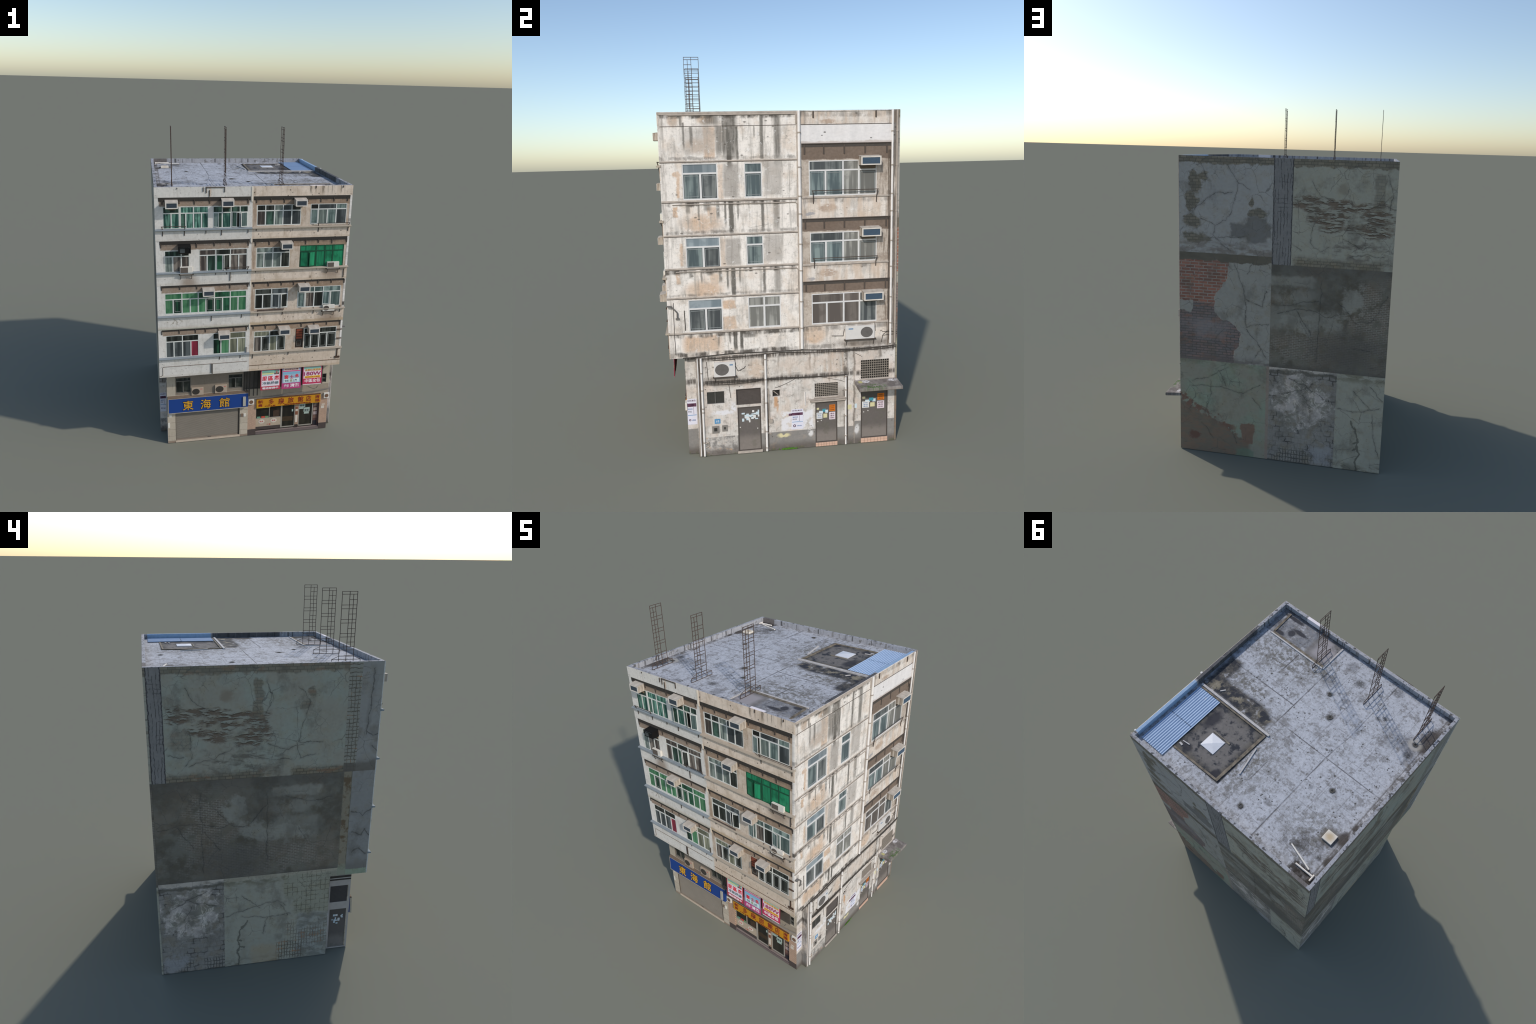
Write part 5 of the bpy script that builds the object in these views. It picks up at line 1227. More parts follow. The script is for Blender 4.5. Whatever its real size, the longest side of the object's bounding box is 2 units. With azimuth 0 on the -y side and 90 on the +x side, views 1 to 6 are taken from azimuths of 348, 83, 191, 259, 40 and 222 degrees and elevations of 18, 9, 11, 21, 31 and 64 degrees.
def draw_door():
    p, x, y, z = coords()
    n, n2 = noise(comb(x + y, z, 0.0), 14, 5, 0.6), noise(p, 90, 4)
    c = mix(sm(z + n * 0.03, 0.075, 0.125, 1, 0), rt(108, 101, 96), rt(136, 127, 119))
    c = mix(sm(z, 0.185, 0.235) * 0.6, c, rt(86, 80, 74))
    c = mix(sm(n, 0.54, 0.62) * 0.35, c, rt(104, 102, 86))
    return tint(c, 0.86 + n2 * 0.28), n2
MAT['door'] = material('grey_brown_door', draw_door, rough=0.6)
MAT['lock'] = plain('bright_lock', rt(206, 202, 194), 0.08, rough=0.4)
MAT['tiles'] = plain('salmon_tile', rt(222, 178, 150), 0.18, 40)
MAT['louvre'] = plain('dark_louvre', rt(92, 84, 78), 0.15)
for i, (u0, u1, v0, v1) in enumerate(DOORS):
    f = Mesh(); f.plate(RIGHT, u0 + .0003, u1 - .0003, v0 - .0006, v1 + .0003 - .0006, -.012, -.0006, [(u0 + .0055, u1 - .0055, v0 + .004, v1 - .0055)])
    fo = f.build('door_frame', plain('dark_jamb', rt(84, 76, 70), 0.2), building)
    d = Mesh(); d.box(RIGHT, u0 + .0050, u1 - .0050, v0 + .0035, v1 - .0050, -.0115, -.0028)
    do = d.build('door', MAT['door'], fo, bevel=.0006)
    k = Mesh()
    for a, b in (((.10, .42), (.84, .37)) if i == 0 else ((.11, .40), (.27, .42))):
        k.disc(RIGHT, u0 + (u1 - u0) * a, v0 + (v1 - v0) * (b + .12), .0032, -.0030, -.0008, 12)
    k.build('door_lock', MAT['lock'], do)
    st = Mesh()
    if i == 0: st.box(RIGHT, u0 - .004, u1 + .004, 0.0, .0115, -.004, .005)
    st.build('door_step', MAT['ledge'], fo) if i == 0 else None
    if i:
        t = Mesh(); n = 8
        for r in range(2):
            for q in range(n):
                w = (u1 - u0) / n
                t.box(RIGHT, u0 + q * w + .0007, u0 + (q + 1) * w - .0007, r * (v0 - .001) / 2 + .0006, (r + 1) * (v0 - .001) / 2 - .0005, -.004, .0022)
        t.build('step_tiles', MAT['tiles'], fo)
for u0, u1, v0, v1 in LOUVRES:
    s = Mesh(); n = 13
    s.box(RIGHT, u0, u1, v0, v1, -.0124, -.0085)
    for k in range(n):
        z = v0 + (v1 - v0) * k / n
        s.prism(RIGHT, [(-.0085, z), (-.0030, z + .0006), (-.0085, z + (v1 - v0) / n * .9)], u0 + .002, u1 - .002)
    s.plate(RIGHT, u0 - .0015, u1 + .0015, v0 - .0015, v1 + .0015, -.003, .0012, [(u0 + .0015, u1 - .0015, v0 + .0015, v1 - .0015)])
    s.build('louvre', MAT['louvre'], building)
u0, u1, v0, v1 = SLIDER
s = Mesh(); s.plate(RIGHT, u0, u1, v0, v1, -.010, -.002, [(u0 + .002, (u0 + u1) / 2 - .002, v0 + .002, v1 - .002), ((u0 + u1) / 2 + .002, u1 - .002, v0 + .002, v1 - .002)])
so = s.build('window', plain('dull_frame', rt(104, 102, 98), 0.15), building)
for a, b in ((u0, (u0 + u1) / 2), ((u0 + u1) / 2, u1)):
    q = Mesh(); q.box(RIGHT, a + .001, b - .001, v0 + .001, v1 - .001, -.0115, -.006); q.build('window_pane', plain('murky_pane', rt(66, 66, 62), 0.2, rough=0.4), so)
for u0, u1, v0, v1 in GRATES:
    s = Mesh(); nu = 13 if u1 - u0 > .13 else 12; nv = 8
    for k in range(nu + 1): s.box(RIGHT, u0 + (u1 - u0) * k / nu - .0009, u0 + (u1 - u0) * k / nu + .0009, v0, v1, -.006, -.002)
    for k in range(nv + 1): s.box(RIGHT, u0, u1, v0 + (v1 - v0) * k / nv - .0009, v0 + (v1 - v0) * k / nv + .0009, -.0062, -.0022)
    g = s.build('window_grate', plain('pale_grate', rt(160, 150, 136), 0.15), building)
    q = Mesh(); q.box(RIGHT, u0, u1, v0, v1, -.0124, -.0068); q.build('window_pane', plain('black_opening', rt(52, 50, 46), 0.2), g)
    strip('window_ledge', RIGHT, u0 - .004, u1 + .004, v0 - .006, v0 - .001, .004, MAT['ledge'])
u0, u1, v0, v1 = VENT
s = Mesh(); s.box(RIGHT, u0, u1, v0, v1, -.0122, -.009); s.build('vent_hole', MAT['dark_hole'], building)
s = Mesh(); s.tube(RIGHT(u0 + .006, v1 - .008, -.006), RIGHT(u1 - .008, v0 + .007, -.006), .0022, 6); s.build('vent_damper', MAT['pipe_old'], building)

# small drip canopy and the big concrete canopy
strip('small_canopy', RIGHT, .140, .322, .244, .2545, .012, MAT['ledge'])
strip('small_canopy_edge', RIGHT, .136, .326, .2550, .2610, .014, MAT['pipe_old'])
def draw_canopy():
    p, x, y, z = coords()
    q = comb(x, y, 0.0)
    n, n3 = noise(q, 18, 5, 0.65), noise(q, 60, 5, 0.65)
    ub, vb = wander(y, x, 0.008, 40)
    c = tint(mix(sm(n, 0.42, 0.62), rt(118, 110, 104), rt(158, 150, 142)), 0.7 + n3 * 0.6)
    c = mix(blob(ub, vb, 0.45, 0.60, 0.06, 0.022, .5) * sm(n3, 0.46, 0.54), c, rt(84, 116, 58))
    c = mix(vmax(blob(ub, vb, 0.565, 0.545, 0.02, 0.012, .4), blob(ub, vb, 0.425, 0.545, 0.018, 0.014, .4)) * sm(n3, 0.42, 0.5), c, rt(224, 222, 224))
    c = mix(blob(ub, vb, 0.395, 0.548, 0.012, 0.012, .4) * sm(n, 0.42, 0.5), c, rt(196, 190, 120))
    c = mix(sm(z, 0.325, 0.323) * 0.5, c, rt(140, 128, 116))
    return c, n3
s = Mesh(); s.prism(RIGHT, [(-.004, .333), (.0, .327), (.089, .3180), (.0915, .3205), (.0915, .3335), (.089, .3355), (-.004, .3440)], .371, .5945)
s.build('door_canopy', material('mossy_canopy', draw_canopy, bump=0.4), building)

# cables, conduits and pipes of the lower storey
m = Mesh()
def sag(pts, tf, d, r, low=.004):
    for (a, b), (c, e) in zip(pts, pts[1:]):
        q = [tf(a + (c - a) * t / 6, b + (e - b) * t / 6 - low * 4 * (t / 6) * (1 - t / 6), d) for t in range(7)]
        m.wire(q, r, 5)
sag([(-.488, .522), (-.25, .531), (.10, .526), (.365, .512), (.590, .520)], RIGHT, .003, .0026, .001)
sag([(-.40, .512), (.0, .520), (.37, .505), (.590, .512)], RIGHT, .002, .0018, .004)
sag([(-.385, .388), (-.10, .384), (.325, .381)], RIGHT, .004, .0022, .002); sag([(-.385, .394), (.0, .388), (.335, .378)], RIGHT, .002, .0018, .002); sag([(-.38, .378), (-.20, .374), (-.09, .386)], RIGHT, .002, .0016, .004)
sag([(-.27, .372), (-.262, .30)], RIGHT, .001, .0012, 0); sag([(-.04, .335), (.07, .380)], RIGHT, .001, .0010, .004); sag([(.17, .383), (.30, .350), (.326, .338)], RIGHT, .001, .0010, 0); sag([(.375, .49), (.41, .47)], RIGHT, .001, .0010, 0)
sag([(-.236, .47), (-.222, .438), (-.19, .452), (-.185, .462)], RIGHT, .002, .0014, 0); sag([(-.345, .50), (-.236, .50), (-.234, .47)], RIGHT, .002, .0015, 0); sag([(-.375, .495), (-.37, .40)], RIGHT, .001, .0014, 0)
sag([(.255, .588), (.312, .585), (.318, .62)], RIGHT, .002, .0014, 0); sag([(.315, .646), (.475, .648), (.48, .60)], RIGHT, .001, .0013, 0); sag([(.51, .54), (.52, .58), (.55, .60)], RIGHT, .001, .0014, 0); sag([(.515, .595), (.592, .592)], RIGHT, .002, .0014, 0); sag([(.515, .575), (.592, .58)], RIGHT, .002, .0014, 0)
m.build('wall_cable', MAT['cable'], building, smooth=True)
m = Mesh()
m.tube(RIGHT(-.0865, .002, .003), RIGHT(-.0850, Z_OVER - .006, .003), .0058, 14)
m.tube(RIGHT(-.4020, .002, .003), RIGHT(-.4020, Z_OVER - .006, .003), .0052, 14)
m.tube(RIGHT(-.4190, .002, .002), RIGHT(-.4190, Z_OVER - .006, .002), .0026, 10)
m.tube(RIGHT(.3245, .002, .003), RIGHT(.3255, .376, .003), .0042, 12)
m.tube(RIGHT(.1135, .232, .002), RIGHT(.1125, .302, .002), .0030, 10)
m.build('downpipe', MAT['pipe'], building, smooth=True)
m = Mesh()
for at, zs in ((-.086, (.49, .385, .262, .108, .02)), (-.402, (.44, .35, .255, .235, .075)), (.325, (.372, .30, .16, .05))):
    for z in zs: m.tube(RIGHT(at, z - .003, .003), RIGHT(at, z + .003, .003), .0066, 12)
m.wire([RIGHT(-.395, .068, .003), RIGHT(-.380, .076, .004), RIGHT(-.378, .055, .003), RIGHT(-.395, .045, .002)], .0028)
m.wire([RIGHT(-.073, .33, .002), RIGHT(-.070, .18, .002), RIGHT(-.066, .16, .002)], .0024); m.box(RIGHT, -.074, -.055, .155, .172, 0, .010)
m.wire([RIGHT(-.080, .098, .002), RIGHT(-.064, .095, .004), RIGHT(-.064, .088, .004)], .0024)
m.box(RIGHT, -.4265, -.4225, .0, .51, -.001, .001); m.box(RIGHT, .3685, .3705, 0, .507, -.001, .001)
m.build('pipe_fittings', MAT['pipe_old'], building, smooth=False)
m = Mesh(); m.box(RIGHT, -.4140, -.4085, .004, .510, -.001, .001); m.box(RIGHT, .331, .337, .02, .37, -.001, .0008); m.box(RIGHT, -.079, -.0745, .02, .26, -.001, .0008); m.box(RIGHT, .5455, .550, .55, 1.5, -.001, .0004)
m.build('wall_groove', MAT['iron_sun'], building)

# meters, plaques, bills and papers
def sheet(name, tf, u0, u1, v0, v1, d, mat, parent=None, th=.0010):
    s = Mesh(); s.box(tf, u0, u1, v0, v1, d, d + th); return s.build(name, mat, parent or building)
for u0, u1, v0, v1 in ((-.361, -.326, .119, .157), (-.311, -.284, .126, .158)):
    s = Mesh(); s.plate(RIGHT, u0, u1, v0, v1, -.001, .003, [(u0 + .010, u1 - .009, v0 + .010, v1 - .009)]); b = s.build('meter_box', plain('grey_meter', rt(138, 132, 124), 0.15), building)
    s = Mesh(); s.box(RIGHT, u0 + .009, u1 - .008, v0 + .009, v1 - .008, -.001, .0012); s.build('meter_glass', plain('meter_dark', rt(60, 58, 54), 0.2), b)
paper = {k: plain(k + '_paper', rt(*c), 0.08) for k, c in (('white', (226, 226, 222)), ('orange', (214, 122, 42)), ('teal', (74, 150, 166)), ('yellow', (222, 214, 158)), ('pink', (232, 214, 222)), ('lilac', (226, 226, 240)), ('plum', (104, 62, 88)), ('blue', (90, 148, 190)), ('pale', (206, 226, 234)))}
ink = {k: plain(k + '_ink', rt(*c), 0.1) for k, c in (('black', (58, 56, 60)), ('plum', (96, 56, 84)), ('blue', (96, 132, 184)), ('brown', (130, 80, 40)), ('white', (236, 236, 240)))}
pl = sheet('wall_plaque', RIGHT, -.347, -.318, .169, .194, 0, paper['blue']); lettering('lettering', '水表', RIGHT, -.341, -.324, .175, .188, .001, .0004, ink['white'], pl)
for s_, o_, z_ in ((1.0, .166, 0.0), (1.20, .405, .038)):
    def PP(u, v): return o_ + .0 + u * s_, z_ + (v if s_ == 1 else .02 + (v - .02) * 1.02)
    for k, (a, b, c, d) in (('orange', (.074, .104, .187, .222)), ('pink', (.073, .104, .142, .182)), ('white', (.006, .037, .150, .184)), ('pale', (.020, .040, .178, .192)), ('teal', (.037, .056, .186, .202)), ('pale', (.052, .066, .180, .196)), ('yellow', (.042, .062, .154, .176)), ('yellow', (.008, .020, .200, .210))):
        (a, c), (b, d) = PP(a, c), PP(b, d)
        q = sheet('notice', RIGHT, a, b, c, d, -.0029 + rng.random() * .0006, paper[k], th=.0010)
        if k in ('orange', 'pink', 'white'):
            for r in range(3):
                lettering('lettering', rng.choice(['出租單位', '通告', '租售電話', '維修通渠']), RIGHT, a + (b - a) * .14, b - (b - a) * .14, c + (d - c) * (.12 + r * .29), c + (d - c) * (.32 + r * .29), -.0014, .0004, ink['brown' if k == 'orange' else 'plum' if k == 'pink' else 'blue'], q)
def scraps(tf, u0, u1, v0, v1, n, d, parent):
    """what is left of many bills torn off a door: a loose cluster of small sheets"""
    for k in range(n):
        a = min(max(rng.gauss(.5, .24), .02), .92); c = min(max(rng.gauss(.55, .24), .0), .9)
        w, h = rng.uniform(.06, .20) * (u1 - u0), rng.uniform(.06, .22) * (v1 - v0)
        u, v = u0 + a * (u1 - u0), v0 + c * (v1 - v0)
        sheet('torn_bill', tf, u, min(u + w, u1), v, v + h, d + k * .00003, paper['pale' if rng.random() < .6 else 'white'], parent, .0009)
scraps(RIGHT, -.214, -.122, .146, .222, 26, -.0029, None)
def poster(tf, u0, u1, v0, v1):
    o = sheet('poster', tf, u0, u1, v0, v1, 0, paper['lilac'])
    w, h = u1 - u0, v1 - v0
    L = lambda body, a, b, c, d, k: lettering('lettering', body, tf, u0 + w * a, u0 + w * b, v0 + h * c, v0 + h * d, .0010, .0004, ink[k], o)
    L('招租廣告', .05, .92, .90, .97, 'plum')
    sheet('poster_band', tf, u0 + w * .04, u0 + w * .96, v0 + h * .70, v0 + h * .83, .0006, paper['plum'], o, .0008); L('大減價', .30, .70, .72, .81, 'white')
    L('電話查詢', .10, .55, .58, .64, 'blue'); L('即日起', .10, .45, .48, .54, 'black'); sheet('poster_rule', tf, u0 + w * .05, u0 + w * .95, v0 + h * .36, v0 + h * .38, .0006, paper['blue'], o, .0008)
    sheet('poster_rule', tf, u0 + w * .66, u0 + w * .685, v0 + h * .40, v0 + h * .68, .0006, paper['plum'], o, .0008)
    s = Mesh(); s.ring(tf, u0 + w * .25, v0 + h * .18, w * .06, w * .12, .0008, .0015, 16); s.build('poster_seal', ink['plum'], o); L('免費服務', .45, .85, .14, .20, 'blue')
poster(RIGHT, .042, .103, .105, .213)
poster(SHOP_SIDE, -.4805, -.433, .158, .294)
sheet('torn_bill', RIGHT, .028, .045, .180, .192, 0, paper['plum'])
poster(lambda u, v, d: (u, LOW_YL - d, v), XL + .001, SHOP_L - .001, .150, .290)
sheet('wall_plaque', RIGHT, .336, .356, .190, .215, 0, paper['yellow']); sheet('torn_bill', RIGHT, .372, .384, .195, .218, 0, paper['pale'])
# weeds at the foot of the wall
m = Mesh()
for k in range(150):
    u = rng.gauss(.02, .018); w = .0012 + rng.random() * .0014; h = .004 + rng.random() * .009; lean = rng.uniform(-.004, .004); d = .0005 + rng.random() * .004
    b = RIGHT(u - w, 0, d); c = RIGHT(u + w, 0, d); t = RIGHT(u + lean, h, d + rng.uniform(.0, .003)); e = RIGHT(u, 0, d + .0012)
    m.solid([b, c, t, e], [(0, 1, 2), (1, 3, 2), (3, 0, 2), (0, 3, 1)])
g = m.build('weeds', plain('weed_green', rt(92, 142, 50), 0.4, 200), building); g['kind'] = 'stuff'

# ================================================================== SHOP BLOCK
def draw_shop_wall():
    p, x, y, z = coords()
    n, n2 = noise(comb(x, z, 0.0), 10, 5, 0.6), noise(p, 80, 4)
    right = sm(x, -.056, -.054)
    c = mix(right, fr(178, 168, 152), fr(150, 138, 122))
    up = sm(z, .345, .350)
    upc = mix(sm(x, -.093, -.085), tint(fr(130, 119, 106), 0.75 + n * 0.4), tint(fr(82, 76, 70), 0.6 + n * 0.7))  # upper wall darkened for the overhang's shadow
    upc = mix(sm(x, .440, .447), upc, fr(176, 166, 148))
    upc = mix(band(x, -.575, -.522, .002) * 0.6, upc, fr(186, 178, 162))
    c = mix(up, c, upc)
    sv, _ = bricks(x, z, .20, .0500, .0010, fr(178, 168, 152), fr(170, 160, 144), fr(126, 116, 104))
    c = mix(sm(z, .215, .212) * inv(right), c, sv)
    mosaic, _ = bricks(x, z, .0085, .0085, .0008, fr(186, 152, 128), fr(176, 144, 122), fr(140, 116, 100))
    c = mix(sm(z, .250, .247) * right * sm(z, .0445, .0455), c, mosaic)
    c = mix(sm(z, .0455, .0445) * right, c, fr(74, 64, 62))
    c = mix(sm(z, .016, .013) * inv(right), c, fr(140, 122, 106))
    drip = sm(noise(comb(x * 12, z * .8, 1.0), 8, 4, .7), .56, .74)
    c = mix(drip * .4, c, fr(92, 80, 68))
    return tint(c, 0.88 + n2 * 0.24), n2
MAT['shopwall'] = material('shop_front_wall', draw_shop_wall, bump=0.2)
SHUTTER = (-.523, -.108, .014, .228)
GLAZED = (.0, .435, .017, .225)
UPPER = [(-.518, -.426, .361, .469), (-.184, -.093, .365, .465), (.440, .470, .355, .420)]
m = Mesh()
m.plate(SHOP, SHOP_L + .0004, SHOP_R - .0004, 0.0, Z_OVER - .0005, -.016, 0.0, [SHUTTER, GLAZED] + UPPER)
m.build('shop_front_wall', MAT['shopwall'], building)
m = Mesh()
m.box(ROOF, SHOP_L + .004, SHOP_R - .008, SHOP_Y + .0155, LOW_YL + .05, .001 - Z_ROOF, Z_OVER - .002 - Z_ROOF); m.build('inner_core', MAT['dark_hole'], building)
m = Mesh(); m.box(SHOP_SIDE, SHOP_Y + .0002, LOW_YR + .01, 0.0, Z_OVER - .0008, -.0075, 0.0); m.build('shop_side_wall', MAT['low'], building)
# left return with its own back door
SD = (-.470, -.366, .008, .270); SL = (-.470, -.362, .318, .425)
m = Mesh(); m.plate(SHOP_LEFT, SHOP_Y + .0002, LOW_YL + .002, 0.0, Z_OVER - .0008, -.0055, 0.0, [SD, SL]); m.build('shop_side_wall', plain('grey_side_wall', rt(190, 180, 170), 0.2, 30), building)
f = Mesh(); f.box(SHOP_LEFT, SD[0] + .004, SD[1] - .002, SD[2], SD[3] - .004, -.005, -.0022); f.box(SHOP_LEFT, SD[0], SD[0] + .004, SD[2], SD[3], -.005, -.0006); f.box(SHOP_LEFT, SD[0] + .004, SD[1], SD[3] - .004, SD[3], -.005, -.0006)
dd = f.build('door', MAT['door'], building)
scraps(SHOP_LEFT, -.458, -.382, .158, .228, 18, -.0025, dd)
s = Mesh(); n = 14
for k in range(n):
    z = SL[2] + (SL[3] - SL[2]) * k / n; s.prism(SHOP_LEFT, [(-.005, z), (-.0010, z + .0006), (-.005, z + (SL[3] - SL[2]) / n * .9)], SL[0], SL[1])
s.build('louvre', MAT['louvre'], building)
m = Mesh()
for z0, z1, d in ((.495, .502, .003), (.478, .490, .002), (.462, .470, .002)): m.box(SHOP_LEFT, SHOP_Y + .001, LOW_YL, z0, z1, -.001, d)
m.build('wall_cable', MAT['cable'], building)

# rolling shutter
u0, u1, v0, v1 = SHUTTER
m = Mesh(); n = 40
prof = []
for k in range(n):
    z = v0 + .010 + (v1 - v0 - .010) * k / n; h = (v1 - v0 - .010) / n
    prof += [(-.0060, z), (-.0042, z + h * .35), (-.0042, z + h * .7)]
prof = [(-.010, v0 + .010)] + prof + [(-.0060, v1), (-.010, v1)]
m.prism(SHOP, prof, u0 + .001, u1 - .012)
sh = m.build('roller_shutter', plain('shutter_slats', fr(122, 116, 106), 0.12, 20), building)  # slats tinted darker to include shade baked in the source image
m = Mesh(); m.box(SHOP, u0 + .001, u1 - .012, v0, v0 + .0095, -.010, -.0035); m.build('shutter_rail', plain('shutter_rail', fr(130, 118, 106), 0.2), sh)
m = Mesh(); m.box(SHOP, u0 + .205, u0 + .228, v0 + .002, v0 + .009, -.0036, -.0025); m.build('shutter_lock', MAT['fan'], sh)
m = Mesh(); m.box(SHOP, u1 - .012, u1 - .0005, v0, v1, -.0125, -.007); m.box(SHOP, u0 - .0008, u0 + .0012, v0, v1, -.010, .0004); m.build('shutter_guide', plain('dark_guide', fr(84, 76, 68), 0.15), sh)
m = Mesh(); m.box(SHOP, u0 - .002, u1 + .002, 0.0, .0138, -.010, .0012); m.build('door_step', plain('concrete_step', fr(186, 170, 152), 0.15), building)

# small windows above the shops
for i, (u0, u1, v0, v1) in enumerate(UPPER):
    w = (u0, u1, v0, v1, v1 - .026 if i < 2 else v0 + .03, [], [(u0 + u1) / 2] if i < 2 else [], ['dark'], ['dark', 'dark'] if i < 2 else ['dark'], '')
    window(SHOP, w, MAT['frame_grey'], -.003, -.009, .0036)
m = Mesh(); m.prism(SHOP, [(-.002, .331), (.016, .3335), (.015, .3375), (-.002, .346)], -.570, -.054); m.build('sign_hood', plain('rusty_hood', fr(104, 88, 74), 0.35, 25), building)

# blue sign board with gilt characters
blue = plain('blue_sign_board', fr(26, 60, 128), 0.10, 12, rough=0.5)
gold = plain('gilt', fr(206, 156, 42), 0.15, rough=0.5); shade_ink = plain('dark_outline', fr(52, 44, 40), 0.1)
m = Mesh(); m.prism(SHOP, [(-.002, .2325), (.0195, .2325), (.0155, .3305), (-.002, .3305)], -.5665, -.0575)
sign = m.build('sign_board', blue, building)
SIGN = lambda u, v, d: SHOP(u, v, .0195 - (v - .2325) * .0408 + d)
m = Mesh(); m.box(SIGN, -.5685, -.5660, .2295, .3325, -.010, .0006); m.box(SIGN, -.5660, -.0575, .2295, .2328, -.010, .0010); m.box(SIGN, -.5660, -.0575, .3303, .3325, -.010, .0008)
m.build('sign_trim', plain('sign_trim', fr(168, 158, 142), 0.15), sign)
m = Mesh(); m.box(SIGN, -.0920, -.0735, .243, .308, -.001, .006); m.build('sign_lamp', plain('lamp_box', fr(158, 158, 150), 0.15), sign)
m = Mesh(); m.box(SIGN, -.0740, -.0585, .2345, .329, -.001, .0012); m.build('sign_flap', plain('deep_blue', fr(34, 62, 120), 0.1), sign)
for ch, a in (('東', -.478), ('海', -.366), ('館', -.246)):
    lettering('sign_character', ch, SIGN, a - .002, a + .069, .2445, .3155, .0004, .0008, shade_ink, sign, .022)
    lettering('sign_character', ch, SIGN, a + .001, a + .066, .2475, .3125, .0012, .0016, gold, sign, .0)

# yellow restaurant sign
yel = plain('yellow_sign_board', fr(184, 130, 30), 0.14, 18, rough=0.5)
maroon = plain('maroon_ink', fr(122, 46, 34), 0.1)
m = Mesh(); m.prism(SHOP, [(-.002, .2105), (.0085, .2105), (.0065, .2730), (-.002, .2730)], .0015, .4365)
sign2 = m.build('sign_board', yel, building)
SIGN2 = lambda u, v, d: SHOP(u, v, .0085 - (v - .2105) * .032 + d)
for ch, a, b, c, d in (('新', .012, .045, .240, .264), ('貴', .012, .043, .216, .235), ('多', .082, .118, .226, .267), ('泉', .145, .190, .222, .267), ('旅', .212, .252, .226, .268), ('館', .280, .318, .227, .268), ('店', .337, .372, .227, .268), ('清', .398, .430, .244, .266), ('福', .398, .430, .217, .240), ('小炒之家', .056, .130, .213, .222), ('粥粉麵飯燒臘快餐外賣', .190, .372, .213, .222)):
    lettering('sign_character', ch, SIGN2, a, b, c, d, .0002, .0010, maroon, sign2, .012)
m = Mesh(); m.box(SIGN2, .0015, .4365, .2722, .2765, -.008, .002); m.build('sign_trim', plain('rusted_trim', fr(92, 62, 44), 0.3), sign2)
m = Mesh(); m.box(SIGN2, .0015, .095, .2045, .2100, -.008, -.001); m.build('sign_trim', plain('yellow_trim', fr(176, 146, 44), 0.2), sign2)
m = Mesh(); sag([(-.052, .283), (.22, .297), (.492, .312)], SHOP, .007, .0018, .004); sag([(-.052, .279), (.25, .290), (.49, .308)], SHOP, .005, .0018, .006); sag([(.35, .337), (.40, .315), (.415, .335)], SHOP, .002, .0010, .003); m.build('wall_cable', plain('grey_cable', fr(126, 122, 118), 0.15), building, smooth=True)
m = Mesh()
for x in (-.082, -.066, -.048, -.020, .005): m.wire([SHOP(x, .30, .002), SHOP(x + .002, .50, .002)], .0024)
sag([(-.09, .352), (-.02, .36), (.03, .352)], SHOP, .002, .0018, .002); m.build('conduit', MAT['cable'], building, smooth=True)
for u in (-.0535, .4590):
    m = Mesh(); m.box(SHOP, u, u + .037, .238, .277, 0, .009); e = m.build('exhaust_fan', MAT['white'], building, bevel=.001)
    m = Mesh(); m.disc(SHOP, u + .0185, .2575, .0135, .0085, .0096, 20); m.ring(SHOP, u + .0185, .2575, .008, .0095, .0092, .0102, 20); m.build('fan_guard', plain('brown_fan', fr(116, 86, 66), 0.2), e)

# glazed shop front, set back a little
dark = PANES['shop']
u0, u1, v0, v1 = GLAZED
m = Mesh(); m.box(SHOP, u0, u1, v0, v1, -.0158, -.0130); m.build('shop_glass', dark, building)
m = Mesh()
for r in ((.0005, .174, .1135, .1165), (.0005, .0035, .1165, .208), (.0905, .0950, .1165, .208), (.171, .1775, .030, .208), (.1775, .1815, .036, .210), (.264, .269, .036, .210), (.1775, .269, .204, .210), (.1775, .269, .030, .036), (.293, .2985, .034, .210), (.387, .394, .034, .210), (.2985, .387, .204, .210), (.2985, .387, .030, .036)): m.box(SHOP, *r, -.0135, -.0085)
m.build('shop_window_frame', plain('aluminium', fr(142, 138, 130), 0.1, rough=0.5), building)
m = Mesh(); m.box(SHOP, .0005, .171, .054, .1135, -.0135, -.0080); pn = m.build('shop_counter_panel', plain('beige_panel', fr(168, 152, 132), 0.12), building)
m = Mesh(); m.box(SHOP, .0005, .171, .030, .0535, -.0135, -.0085); m.build('kick_plate', plain('dark_kick', fr(70, 62, 60), 0.15), building)
cream = plain('cream_label', fr(196, 188, 176), 0.08); redink = plain('red_label_ink', fr(170, 84, 76), 0.1)
for cu, cv in ((.041, .092), (.124, .0925)):
    m = Mesh(); m.disc(lambda u, v, d: SHOP(cu + (u - cu) * 1.35, v, d), cu, cv, .0155, -.0082, -.0072, 24); e = m.build('oval_label', cream, pn)
    lettering('lettering', '美食', SHOP, cu - .013, cu + .013, cv - .006, cv + .007, -.0072, .0005, redink, e)
lettering('lettering', '外賣', SHOP, .078, .104, .060, .071, -.0080, .0005, redink, pn)
for x, w, c in ((.010, .024, (92, 142, 122)), (.040, .024, (178, 76, 62)), (.066, .024, (104, 140, 96))):
    m = Mesh(); m.box(SHOP, x, x + w, .1165, .128, -.0130, -.0105); m.build('goods_box', plain('goods_%d' % c[0], fr(*c), 0.15), building)
m = Mesh(); m.box(SHOP, .120, .164, .1165, .165, -.0130, -.0122); m.build('interior_shape', plain('warm_interior', fr(66, 50, 38), 0.3), building)
m = Mesh(); m.box(SHOP, .182, .263, .075, .110, -.0130, -.0124); m.build('interior_shape', plain('warm_interior_deep', fr(62, 48, 32), 0.3), building)
m = Mesh(); m.box(SHOP, .269, .293, .020, .21, -.0135, -.0075); pw = m.build('shop_pier', plain('brown_pier', fr(150, 122, 100), 0.2), building)
